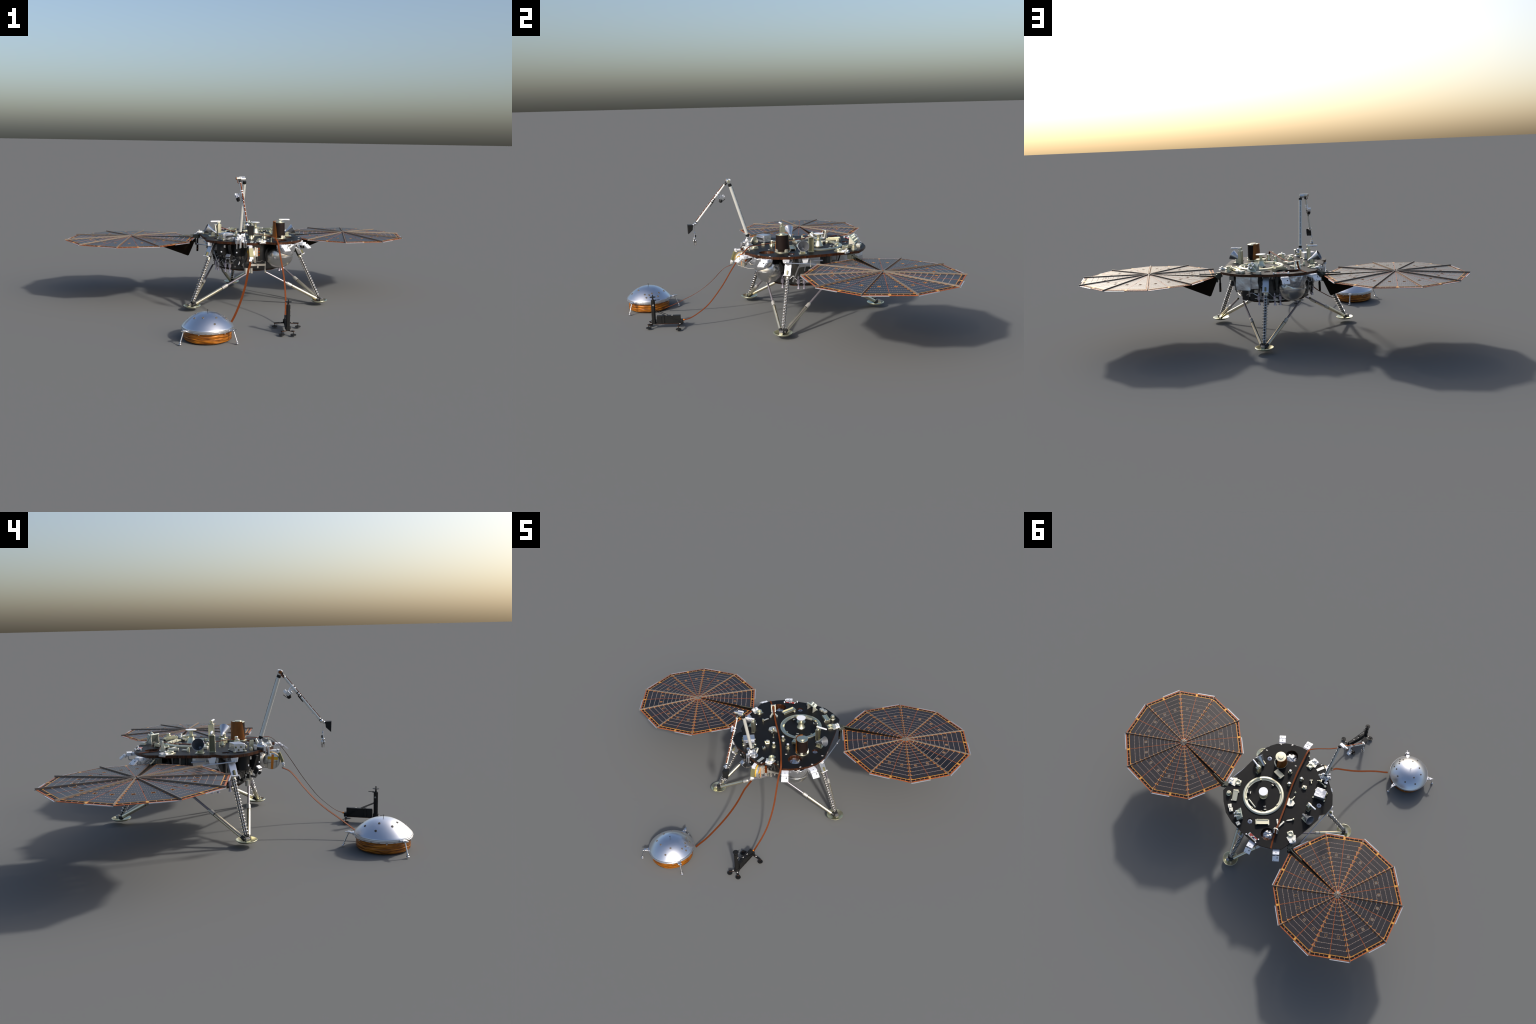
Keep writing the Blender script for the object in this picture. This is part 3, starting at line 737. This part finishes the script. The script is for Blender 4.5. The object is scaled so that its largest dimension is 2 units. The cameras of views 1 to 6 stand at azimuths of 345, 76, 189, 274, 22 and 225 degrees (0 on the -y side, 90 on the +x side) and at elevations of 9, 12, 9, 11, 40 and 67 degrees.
# plumbing and wiring around the hull
b = B()
b.tube(catmull([pol(a, .199+.003*math.sin(a), .2165+.004*math.sin(a*.11)) for a in range(48, 134, 6)], 3), .0028, 'collar', 8)
b.tube(catmull([pol(a, .199, .219) for a in range(-26, 40, 6)], 3), .0026, 'collar', 8)
for a in (100,): b.box(pol(a, .204, .2165), (.012, .014, .014), 'collar', Rz(math.radians(a)))
for k in range(46):
    a = rnd.uniform(180, 262); z = rnd.uniform(.215, .285); p = pol(a, rnd.uniform(.186, .200), z)
    t = rnd.random()
    if t < .3: b.cyl(p, p+V((rnd.uniform(-.01, .01), rnd.uniform(-.01, .01), rnd.choice((.02, .03, -.02)))), rnd.uniform(.003, .006), rnd.choice(('dark', 'grey', 'alu')), n=12)
    elif t < .6: b.box(p, (rnd.uniform(.008, .02), rnd.uniform(.008, .02), rnd.uniform(.006, .022)), rnd.choice(('dark', 'grey', 'dark')), Rz(math.radians(a)))
    elif t < .75: b.sphere(p, rnd.uniform(.004, .006), rnd.choice(('alu', 'grey')), 12)
    else:
        a2 = a+rnd.uniform(-14, 14)
        b.tube(catmull([p, pol((a+a2)/2, .203, z+rnd.uniform(-.02, .02)), pol(a2, .19, z+rnd.uniform(-.03, .03))], 6), .0016, rnd.choice(('alu', 'grey', 'dark')))
for k in range(90):
    a = rnd.choice((rnd.uniform(-24, 60), rnd.uniform(120, 178), rnd.uniform(62, 82))); z = rnd.uniform(.222, .30); p = pol(a, rnd.uniform(.186, .198), z)
    t = rnd.random()
    if t < .25: b.cyl(p, p+V((rnd.uniform(-.01, .01), rnd.uniform(-.01, .01), rnd.choice((.02, .03, -.02)))), rnd.uniform(.003, .005), rnd.choice(('dark', 'grey', 'alu')), n=12)
    elif t < .5: b.box(p, (rnd.uniform(.008, .016), rnd.uniform(.008, .02), rnd.uniform(.006, .018)), rnd.choice(('dark', 'grey', 'collar')), Rz(math.radians(a)))
    else:
        a2 = a+rnd.uniform(-16, 16)
        b.tube(catmull([p, pol((a+a2)/2, .203, z+rnd.uniform(-.02, .02)), pol(a2, .19, z+rnd.uniform(-.03, .03))], 6), .0018, rnd.choice(('alu', 'grey', 'dark')))
for a in (212, 216, 228, 240, 246):
    b.cyl(pol(a, .21, .352), pol(a+rnd.uniform(-4, 4), .196, .262), .0035, 'grey', n=10)
b.cyl((-.030, -.010, .215), (-.030, -.010, .186), .007, 'collar', n=16); b.cyl((-.060, -.012, .215), (-.060, -.012, .188), .0095, 'collar', n=16); b.cyl((.012, .37, .215), (.012, .37, .186), .008, 'grey', n=16)
for sx in (-1, 1):
    P = lambda x, y, z: V((sx*x, y, z))
    b.tube(catmull([P(.190, .075, .225), P(.205, .085, .262), P(.222, .105, .318), P(.236, .128, .334), P(.248, .170, .336), P(.248, .21, .334)], 8), .0036, 'alu', 8)
    b.tube(catmull([P(.180, .215, .225), P(.200, .215, .262), P(.215, .210, .300)], 6), .0026, 'grey', 8)
    b.cyl(P(.246, .150, .343), P(.246, .150, .305), .0030, 'collar', n=10)
    b.cyl(P(.215, .235, .352), P(.205, .240, .262), .0060, 'dark', n=12); b.cyl(P(.222, .262, .352), P(.208, .268, .290), .0040, 'grey', n=12)
    b.cyl(P(.205, .300, .352), P(.188, .295, .240), .0035, 'grey', n=10); b.cyl(P(.178, .330, .352), P(.196, .285, .250), .0030, 'dark', n=10)
    b.box(P(.205, .275, .285), (.022, .030, .026), 'dark'); b.box(P(.214, .280, .312), (.020, .022, .020), 'grey')
b.cyl((-.020, .372, .352), (-.028, .372, .262), .0055, 'dark', n=12); b.cyl((-.034, .430, .352), (-.030, .386, .270), .003, 'dark', n=10); b.cyl((.030, .386, .352), (.024, .378, .262), .0035, 'dark', n=10)
b.box((.064, .385, .262), (.020, .012, .016), 'collar', Rz(-.3)); b.box((.080, .350, .243), (.105, .030, .070), 'dark', Rz(-.22)); b.box((.120, .338, .232), (.05, .03, .05), 'dark', Rz(-.6)); b.cyl((.045, .372, .275), (.045, .372, .225), .008, 'grey', n=14); b.cyl((.105, .362, .275), (.105, .362, .230), .006, 'grey', n=14)
b.tube(catmull([(.03, .372, .262), (.06, .374, .238), (.09, .372, .250), (.13, .350, .232)], 6), .0024, 'alu')
b.lathe([(0, 0), (.010, .002), (.013, .012), (.011, .024), (0, .026)], (-.028, .405, .326), 'foil', n=16)
b.obj('plumbing', lander, kind='stuff', bevel=.0004)

# front frame between the leg struts
b = B()
for s in (-1, 1):
    b.cyl((s*.043, -.022, .190), (s*.043, -.024, .250), .0032, 'collar', n=10)
b.box((0, -.026, .233), (.090, .008, .011), 'collar'); b.box((.0, -.030, .226), (.008, .006, .020), 'collar')
b.cyl((.004, -.060, .350), (-.004, -.012, .240), .003, 'grey', n=10)
b.obj('front_frame', lander, bevel=.0005)

# ------------------------------------------------------------------ landing legs
for leg in (-30, 90, 210):
    a = math.radians(leg); R = Rz(a); c = V((0, .18, 0))
    L = lambda x, y, z: c+R @ V((x, y, z))
    foot = L(.411, 0, .034)
    top = L(.283, 0, .292)
    u = (foot-top).normalized(); Ln = (foot-top).length
    b = B()      # main shock strut
    b.cyl(top-u*.05, top+u*.024, .0115, 'darkolive', n=20); b.cyl(top+u*.022, top+u*.036, .0105, 'strut', n=20)
    F = frame(u)
    b.cyl(top+u*.02, foot-u*.006, .0066, 'dark', n=18)
    for i in range(4):
        q = F @ V((.0064*math.cos(i*PI/2+.78), .0064*math.sin(i*PI/2+.78), 0))
        b.cyl(top+u*.03+q, foot-u*.012+q, .0024, 'grey', n=8)
    # leg bracket from the deck
    pl = M.Rotation(math.radians(28), 3, 'Y')
    mid = L(.293, 0, .313); T = R @ M.Rotation(-math.radians(28), 3, 'Y')
    b.box(mid, (.004, .031, .078), 'alu', T)
    for s in (-1, 1): b.box(mid+T @ V((-.009, s*.0145, .004)), (.018, .003, .070), 'alu', T)
    b.box(mid+T @ V((.002, 0, -.040)), (.016, .034, .004), 'white', T); b.box(mid+T @ V((.005, 0, -.026)), (.008, .008, .022), 'gold', T)
    b.box(L(.255, 0, .345), (.04, .036, .012), 'alu', R)
    lg = b.obj('leg', lander, bevel=.0005)
    b = B()      # spring
    turns = 17; pts = []
    s0, s1 = .038, Ln-.016
    for i in range(turns*14+1):
        t = i/(turns*14); w = 2*PI*turns*t
        pts.append(top+u*(s0+(s1-s0)*t)+F @ V((.0122*math.cos(w), .0122*math.sin(w), 0)))
    b.tube(pts, .0015, 'spring', 6)
    b.obj('spring', lg, smooth=60)
    for s in (-1, 1):    # side struts
        h = pol(leg+s*(60-12), .201, .194); d = (foot+L(0, s*.010, 0)-c)-h; d = d.normalized(); f2 = foot+R @ V((-.006, s*.012, -.002))
        d = (f2-h); Ls = d.length; d.normalize()
        b = B()
        b.cyl(h, h+d*.012, .0045, 'gold', n=12)
        b.cyl(h+d*.008, h+d*(Ls*.45), .0052, 'strutup', n=16)
        b.cyl(h+d*(Ls*.40), h+d*(Ls*.425), .0055, 'collar', r1=.0095, n=18); b.cyl(h+d*(Ls*.425), h+d*(Ls*.50), .0095, 'collar', n=18)
        b.cyl(h+d*(Ls*.50), h+d*(Ls*.51), .0082, 'black', n=18); b.cyl(h+d*(Ls*.51), f2-d*.010, .0090, 'strut', n=18)
        b.cyl(f2-d*.011, f2+d*.004, .0085, 'dark', n=16)
        b.obj('strut', lg)
    b = B()      # footpad dish
    b.lathe([(0, .0125), (.020, .0125), (.036, .0165), (.0435, .0225), (.0462, .0255), (.0455, .0272), (.0430, .0262), (.034, .0195), (.019, .0155), (0, .0155)], L(.411, 0, 0), 'foot', n=48)
    b.sphere(L(.411, 0, .027), .012, 'dark', 16, (1, 1, .9))
    b.cyl(L(.411, -.016, .028), L(.411, .016, .028), .008, 'dark', n=16)
    b.box(L(.428, -.004, .031), (.014, .018, .014), 'grey', R @ M.Rotation(.3, 3, 'Y')); b.box(L(.430, -.004, .0235), (.016, .018, .005), 'foot', R)
    b.obj('footpad', lg, bevel=.0006)

# ------------------------------------------------------------------ array yokes at the sides
for s in (1, -1):
    b = B(); X = lambda x, y, z: V((s*x, y, z))
    b.box(X(.262, .352, .345), (.026, .028, .022), 'darkolive', Rz(s*.5)); b.cyl(X(.266, .376, .340), X(.280, .348, .340), .011, 'darkolive', n=18)
    b.box(X(.276, .362, .322), (.016, .012, .030), 'darkolive')
    b.cyl(X(.300, .366, .350), X(.262, .358, .352), .0035, 'darkolive', n=10)
    b.cyl(X(.365, .3625, .350), X(.285, .364, .349), .0030, 'darkolive', n=10)
    b.cyl(X(.257, .360, .345), X(.2575, .362, .300), .0042, 'brownblk', n=12); b.cyl(X(.2575, .362, .302), X(.2585, .363, .256), .0058, 'brownblk', n=12)
    b.cyl(X(.2575, .362, .272), X(.2576, .362, .269), .0062, 'kap', n=12)
    b.obj('array_hinge', lander, bevel=.0005)
    b = B()
    b.cyl(X(.262, .021, .339), X(.279, .265, .312), .0028, 'alu', n=10); b.sphere(X(.262, .022, .339), .006, 'alu', 12)
    b.cyl(X(.277, .238, .315), X(.282, .288, .309), .005, 'alu', n=12); b.cyl(X(.281, .284, .310), X(.270, .345, .325), .004, 'darkolive', n=10)
    b.box(X(.254, .024, .346), (.018, .024, .018), 'white', None, 1.3); b.box(X(.256, .120, .343), (.004, .036, .026), 'white', M.Rotation(PI, 3, 'X'), .6)
    b.obj('brace_rod', lander, bevel=.0005)

# ------------------------------------------------------------------ solar arrays
AP = .3589*math.cos(PI/10); TN = math.tan(PI/10)
HUBZ, RIMZ = .3500, .3355; SL = math.atan2(HUBZ-RIMZ, AP)
NR = 12
YB = [.0305]
for i in range(NR): YB.append(YB[-1]+.0198+.00082*i)
HC, HS = .0340, .0062; HY = .2245
def row_mesh(i, dark=False, hole=False):
    """one row of cells of a gore: two rectangular strips beside the centre line, with a dotted interconnect on the outer edge"""
    b = B(); y0 = YB[i]; y1 = YB[i+1]-.0022; hw = y0*TN-.0022; g = .0014; th = .0013
    for s in (-1, 1):
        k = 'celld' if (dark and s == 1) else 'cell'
        if hole and hw > .05:
            hc, hs = HC, .0066; ya, yb = HY-hs, HY+hs
            for x0, x1, q0, q1 in [(g, hc-hs, y0, y1), (hc+hs, hw, y0, y1), (hc-hs, hc+hs, y0, ya), (hc-hs, hc+hs, yb, y1)]:
                if q1-q0 > .0005: b.box((s*(x0+x1)/2, (q0+q1)/2, .0007+th/2), (x1-x0, q1-q0, th), k)
        else: b.box((s*(g+hw)/2, (y0+y1)/2, .0007+th/2), (hw-g, y1-y0, th), k)
        if i < NR-1:
            b.box((s*(g+hw)/2, y1+.0011, .0007+th*.4), (hw-g, .0006, th*.8), 'bus')
            b.box((s*(g+hw)/2, y1+.0011, .0007+th*.2), (hw-g, .0022, th*.4), 'cell')
            n = max(2, int(hw/.0085))
            for q in range(n):
                b.box((s*(g+(q+.5)*(hw-g)/n), y1+.0011, .0007+th*.55), (.0026, .0026 if q % 2 else .0017, th*1.1), 'bus')
    return b.mesh('solar_cell_row', 30)
ROWS = [row_mesh(i, hole=(i == 8)) for i in range(NR)]
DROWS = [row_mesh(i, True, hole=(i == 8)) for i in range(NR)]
def gore_sub(b, G, sx):
    """kapton sheet of one gore with two square windows, its rim strips and slots"""
    def quad(x0, y0, x1, y1, x2, y2, x3, y3, k='sub', z0=-.0012, z1=.0007):
        P = [(x0, y0), (x1, y1), (x2, y2), (x3, y3)]
        vs = [G @ V((x*sx, y, z)) for z in (z0, z1) for x, y in P]
        b.add(vs, [(3, 2, 1, 0), (4, 5, 6, 7), (0, 1, 5, 4), (1, 2, 6, 5), (2, 3, 7, 6), (3, 0, 4, 7)], k)
    e = lambda y: y*TN
    ya, yb = HY-HS, HY+HS
    quad(-e(.006), .006, e(.006), .006, e(ya), ya, -e(ya), ya)
    for x0, x1 in ((-1, -HC-HS), (-HC+HS, HC-HS), (HC+HS, 1)):
        quad(max(x0, -e(ya)), ya, min(x1, e(ya)), ya, min(x1, e(yb)), yb, max(x0, -e(yb)), yb)
    quad(-e(yb), yb, e(yb), yb, e(AP), AP, -e(AP), AP)
    for s in (-1, 1):      # window frames
        for dx, dy, w, h in ((-HS-.0006, 0, .0012, HS*2+.0024), (HS+.0006, 0, .0012, HS*2+.0024), (0, -HS-.0006, HS*2, .0012), (0, HS+.0006, HS*2, .0012)):
            x, y = s*HC+dx, HY+dy
            quad(x-w/2, y-h/2, x+w/2, y-h/2, x+w/2, y+h/2, x-w/2, y+h/2, 'frame', .0007, .0024)
    quad(-.0055, .193, -.0008, .193, -.0012, .213, -.0045, .213, 'black', .0007, .0028)
    quad(-.0010, .030, .0010, .030, .0010, YB[-1], -.0010, YB[-1], 'sub', .0007, .0024)
    yr = YB[-1]-.0015
    quad(-e(yr)+.003, yr, e(yr)-.003, yr, e(yr)-.002, yr+.0026, -e(yr)+.002, yr+.0026, 'rimgold', .0007, .0018)
    for s in (-1, 1):
        n = 4; x0, x1 = .006, e(AP-.010)-.004
        for q in range(n):
            a0 = x0+(x1-x0)*q/n+.0010; a1 = x0+(x1-x0)*(q+1)/n-.0010
            quad(s*a0, yr+.0046, s*a1, yr+.0046, s*a1, yr+.0142, s*a0, yr+.0142, 'brownblk', .0007, .0016)
            quad(s*(a1+.0004), yr+.0050, s*(a1+.0016), yr+.0050, s*(a1+.0016), yr+.0138, s*(a1+.0004), yr+.0138, 'bus', .0007, .0017)
    quad(-.005, yr, .005, yr, .005, AP-.001, -.005, AP-.001, 'rimgold', .0007, .0019)
    for i in range(NR):     # golden tips of the teeth at the gore edges
        y1 = YB[i+1]-.0022; x1 = e(y1)-.0016; x0 = YB[i]*TN-.0022
        for s in (-1, 1): quad(s*x0, y1-.0035, s*(x1-.0012), y1-.0035, s*x1, y1, s*x0, y1, 'rimgold', .0007, .0014)

for sg in (1, -1):
    C = V((sg*.6378, .3582, 0)); rot0 = math.radians(-.95*sg)
    root = None
    b = B()
    gores = []
    for g in range(10):
        ca = 180+18+36*g if sg > 0 else 18+36*g       # gore centre direction
        mid = math.radians(ca)+rot0; sx = 1.
        inner = 180 if sg > 0 else 0                   # gores beside the yoke gap are a little narrower
        dlt = ((ca-inner+180) % 360)-180
        if abs(dlt) < 20: sx = .94; mid += math.copysign(math.radians(1.05), dlt)
        G = M.Translation(V((0, 0, HUBZ))) @ M.Rotation(mid-PI/2, 4, 'Z') @ M.Rotation(-SL, 4, 'X')
        gores.append((G, sx, ca % 360))
        gore_sub(b, G, sx)
        # grey edge bar along half of the outer edge
        e = AP*TN; t = sg
        P = [G @ V((sx*-t*x, y, z)) for z in (-.0018, .0008) for x, y in ((-e*1.0, AP+.0022), (-e*.02, AP+.0022), (-e*.02, AP+.0068), (-e*1.0, AP+.0068))]
        dd = G @ V((0, 0, 0))
        b.add(P, [(3, 2, 1, 0), (4, 5, 6, 7), (0, 1, 5, 4), (1, 2, 6, 5), (2, 3, 7, 6), (3, 0, 4, 7)], 'bar')
    # pleated hub
    b.lathe([(0, .001), (.0195, .0012), (.0205, .0022), (.008, .0045), (.0045, .007), (0, .0075)], (0, 0, HUBZ), 'rib', n=20)
    for i in range(10): b.box(V((0, 0, HUBZ+.003))+Rz(i*PI/5+rot0) @ V((.012, 0, 0)), (.016, .0016, .005), 'dark', Rz(i*PI/5+rot0))
    b.lathe([(.004, 0), (.003, .004), (0, .0045)], (0, -.001, HUBZ+.0058), 'kap', n=8)
    arr = b.obj('solar_array', lander, smooth=25); arr.location = C
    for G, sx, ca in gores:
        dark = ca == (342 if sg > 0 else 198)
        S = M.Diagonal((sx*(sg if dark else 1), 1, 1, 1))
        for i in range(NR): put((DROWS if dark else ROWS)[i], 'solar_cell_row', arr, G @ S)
    ribm = B(); ribm.box((.182, 0, .0036), (.362, .0026, .0076), 'rib', None, 1.); rm = ribm.mesh('seam_rib'); ribm.mats = ['keel']; rk = ribm.mesh('yoke_rib')
    SLV = math.atan2(HUBZ-RIMZ, .3589)
    for g in range(10):
        ang = math.radians(36*g)+rot0; inner = 180 if sg > 0 else 0
        if (36*g) % 360 == inner:
            for q in (-1, 1):
                put(rk, 'yoke_rib', arr, M.Translation(V((0, 0, HUBZ-.004))) @ M.Rotation(ang+q*math.radians(1.95), 4, 'Z') @ M.Rotation(SLV, 4, 'Y'))
        else: put(rm, 'seam_rib', arr, M.Translation(V((0, 0, HUBZ))) @ M.Rotation(ang, 4, 'Z') @ M.Rotation(SLV, 4, 'Y'))
    # keel fin in the gap
    b = B(); dx = lambda x: -sg*(.6378-x)*-1 if False else sg*(x-.6378)
    prof = [(.268, .332), (.282, .296), (.309, .235), (.316, .2315), (.610, .3440), (.610, .3470), (.290, .3330)]
    dy = lambda x, z=.4: (.6378-x)*.0185-max(0, (.332-z))*.05*(1 if x < .33 else 0)
    hwid = lambda x, z: .003 if z < .33 and x < .33 else max(.0015, (.6378-x)*.042)
    vs = [V((dx(x), dy(x, z)-hwid(x, z), z)) for x, z in prof]+[V((dx(x), dy(x, z)+hwid(x, z), z)) for x, z in prof]; n = len(prof)
    b.add(vs, [tuple(range(n-1, -1, -1)), tuple(range(n, 2*n))]+[(i, (i+1) % n, n+(i+1) % n, n+i) for i in range(n)], 'keel')
    b.obj('keel_fin', arr)

# ------------------------------------------------------------------ deck part of the probe tether (belongs to the lander)
b = B()
path = catmull([(-.199, .442, .3685), (-.172, .40, .3688), (-.158, .372, .371), (-.150, .357, .392), (-.146, .349, .4085), (-.136, .326, .401), (-.111, .276, .393), (-.081, .217, .3865), (-.054, .168, .386), (-.027, .117, .389),
                (-.002, .065, .392), (.020, .016, .393), (.050, -.061, .392), (.0680, -.110, .3915), (.0770, -.140, .3695), (.0755, -.170, .3365), (.0770, -.211, .2779), (.0780, -.252, .2140),
                (.0740, -.291, .1604), (.0662, -.331, .1116), (.0534, -.376, .0728), (.0397, -.418, .0455), (.0321, -.455, .0342)], 8)
b.ribbon(path, .0092, .0016, 'ribbon'); b.obj('probe_tether', lander, smooth=60)
b = B()
path = catmull([(-.0790, -.172, .2745), (-.0807, -.178, .2720), (-.0892, -.204, .2615), (-.1032, -.228, .2401), (-.1236, -.270, .1908), (-.1486, -.315, .1459),
                (-.1767, -.364, .1080), (-.2084, -.418, .0747), (-.2374, -.461, .0474), (-.2660, -.495, .0270), (-.2780, -.512, .0185)], 8)
b.ribbon(path, .0108, .0016, 'ribbon'); b.obj('seismometer_tether', lander, smooth=60)

# ------------------------------------------------------------------ seismometer under its dome shield
SC = V((-.382, -.5865, 0))
seis = empty('dome_seismometer', SC, 'silver domed shield on three legs with golden foil skirt', 'seismometer')
b = B()
dome_prof = [(0, .1240), (.015, .1236), (.030, .1218), (.045, .1178), (.060, .1115), (.075, .1025), (.088, .0930), (.099, .0835), (.107, .0755), (.113, .0692), (.1170, .0648), (.1182, .0625), (.1176, .0608), (.110, .0600)]
b.lathe(dome_prof, (0, 0, 0), 'dome', n=96); b.obj('dome_shell', seis, smooth=60)
def dz(r):
    for (r0, z0), (r1, z1) in zip(dome_prof, dome_prof[1:]):
        if r0 <= r <= r1: return z0+(z1-z0)*(r-r0)/(r1-r0), math.atan2(z0-z1, r1-r0)
b = B()
b.lathe([(.112, .0604), (.1195, .0602), (.1200, .0575), (.1172, .0565), (.1170, .0540), (.1180, .0530), (.1178, .0490), (.1140, .0475), (.110, .048)], (0, 0, 0), 'alu', n=96)
for i in range(24):
    R = Rz(i*PI/12); b.box(R @ V((.1182, 0, .0510)), (.0022, .009, .0032), 'grey', R)
    if i % 4 == 0: b.box(R @ V((.1172, 0, .0462)), (.004, .005, .004), 'alu', R)
b.obj('rim_band', seis, bevel=.0003)
for a, r in [(8, .08), (25, .099), (37, .083), (70, .085), (111, .082), (154, .09), (156, .055), (203, .071), (239, .06), (279, .092), (297, .063), (341, .084), (348, .1), (357, .088)]:
    z, t = dz(r); b = B(); R = Rz(math.radians(a)); nn = R @ V((math.sin(t), 0, math.cos(t))); p = R @ V((r, 0, z))
    b.lathe([(.0052, -.001), (.0052, .0014), (.0038, .0018), (.0030, .0004), (.0018, .0004), (.0016, .0014), (0, .0014)], p, 'bolt', axis=nn, n=16)
    b.obj('dome_bolt', seis)
b = B(); b.cyl((0, 0, .122), (0, 0, .1345), .0011, 'black', n=8); b.cyl((0, 0, .1345), (0, 0, .1355), .0028, 'black', n=12); b.obj('dome_pin', seis)
b = B(); n = 120; prof = []
m = 14; vs = []; fs = []
for j in range(m+1):
    z = .0475-(.0475-.0006)*j/m
    for i in range(n):
        a = 2*PI*i/n; d = V((math.cos(a), math.sin(a), 0))
        r = .1100+.0008*math.sin(z*2*PI/.0145+1.5*noise.noise(d*2))+.0014*noise.noise(V((d.x*7, d.y*7, z*160)))
        if j >= m-1: r -= .0045*(j-m+2)
        vs.append((r*d.x, r*d.y, z))
for j in range(m):
    for i in range(n): fs.append((j*n+i, j*n+(i+1) % n, (j+1)*n+(i+1) % n, (j+1)*n+i))
b.add(vs, fs, 'skirt'); b.obj('foil_skirt', seis, smooth=80)
for fx, fy in [(-.520, -.666), (-.270, -.700), (-.365, -.426)]:
    f = V((fx, fy, 0))-SC; a = math.atan2(f.y, f.x); R = Rz(a); r = math.hypot(f.x, f.y)
    L = lambda x, y, z: R @ V((x, y, z))
    b = B()
    b.box(L(.120, 0, .056), (.010, .022, .010), 'alu', R)
    for s in (-1, 1): b.cyl(L(.119, s*.008, .056), L(.139, s*.003, .059), .0032, 'alu', n=10)
    b.box(L(.138, 0, .059), (.013, .012, .009), 'alu', R); b.cyl(L(.139, -.009, .059), L(.139, .009, .059), .0042, 'spring', n=14)
    b.box(L(.148, .003, .061), (.014, .006, .004), 'spring', R)
    b.cyl(L(.140, 0, .058), L(r-.001, 0, .010), .0027, 'alu', n=14); b.sphere(L(r-.002, 0, .010), .0052, 'spring', 14)
    b.lathe([(0, .0015), (.0065, .0015), (.0072, .004), (.003, .0065), (0, .0065)], L(r, 0, 0), 'alu', n=16)
    b.obj('dome_leg', seis, bevel=.0005)

# ------------------------------------------------------------------ heat-flow probe support
HB = V((-.003, -.596, 0))
hp = empty('heat_probe_stand', HB, 'black upright probe mast on a low box chassis with four disc feet', 'science instrument')
far = V((.027, -.466, 0))-HB; a = math.atan2(far.y, far.x); R = Rz(a); Lf = far.length
L = lambda x, y, z: R @ V((x, y, z))
b = B()
oct_ = [(-.0095, -.005), (-.005, -.0095), (.005, -.0095), (.0095, -.005), (.0095, .005), (.005, .0095), (-.005, .0095), (-.0095, .005)]
b.prism([(x*1.0, y*.95) for x, y in oct_], .020, .142, 'black', R.to_4x4())
b.prism([(x*1.25, y*1.35) for x, y in oct_], .020, .040, 'black', R.to_4x4())
b.lathe([(.0055, .142), (.0035, .150), (.0028, .156), (.0150, .1566), (.0152, .158), (.0025, .1588), (.0022, .1655), (.0032, .166), (.003, .1685), (0, .1688)], (0, 0, 0), 'black', n=24)
b.cyl(L(.008, 0, .141), L(.034, .002, .1435), .0016, 'black', n=8); b.box(L(.012, 0, .1415), (.008, .006, .005), 'black', R)
for s in (-1, 1):
    b.cyl(L(.002, s*.0098, .118), L(.002, s*.0104, .118), .0036, 'mark', n=14)
    b.cyl(L(.002, s*.0103, .118), L(.002, s*.0108, .118), .0020, 'black', n=10)
b.obj('probe_mast', hp, bevel=.0006)
b = B()
b.box(L(.075, 0, .042), (.118, .016, .040), 'black', R)
b.box(L(.028, 0, .040), (.026, .020, .036), 'black', R); b.box(L(.048, 0, .043), (.012, .0215, .041), 'black', R)
b.box(L(.070, 0, .0205), (.146, .020, .0035), 'kapedge', R); b.box(L(.070, 0, .0228), (.146, .022, .002), 'black', R)
for x, y in ((.062, .002), (.092, -.002)):
    b.box(L(x, y, .0625), (.008, .004, .0012), 'mark', R)
b.cyl(L(Lf-.004, -.006, .030), L(Lf+.004, .010, .030), .010, 'black', n=18); b.box(L(Lf+.006, 0, .030), (.012, .026, .018), 'black', R)
b.cyl(L(Lf+.012, 0, .036), L(Lf+.02, .002, .036), .004, 'orange', n=10)
b.obj('probe_chassis', hp, bevel=.0008)
b = B()
for s in (-1, 1): b.cyl(L(.006, s*.010, .090), L(Lf-.004, s*.012, .033), .0016, 'black', n=8)
b.obj('diagonal_brace', hp)
for fx, fy, hx in [(-.037, -.612, 0), (.015, -.625, 0), (-.027, -.458, Lf), (.083, -.485, Lf)]:
    f = V((fx, fy, 0))-HB; h = L(hx+(.004 if hx else -.002), 0, .0215); b = B()
    d = V((f.x-h.x, f.y-h.y, 0)); A = Rz(math.atan2(d.y, d.x)); m = V(((f.x+h.x)/2, (f.y+h.y)/2, .0215))
    b.box(m, (d.length+.006, .010, .003), 'kapedge', A); b.box(m+V((0, 0, .0024)), (d.length+.006, .011, .002), 'black', A)
    q = V((h.x, h.y, 0)).lerp(V((f.x, f.y, 0)), .5); b.box((q.x, q.y, .0254), (.007, .005, .0012), 'mark', A)
    b.cyl((f.x, f.y, .006), (f.x, f.y, .021), .0018, 'black', n=10)
    b.lathe([(0, .0035), (.0125, .0035), (.0138, .006), (.0132, .0085), (.010, .0075), (0, .007)], (f.x, f.y, 0), 'black', n=28)
    b.cyl((f.x, f.y, .023), (f.x, f.y, .0245), .003, 'kapedge', n=10)
    b.obj('foot', hp, bevel=.0004)
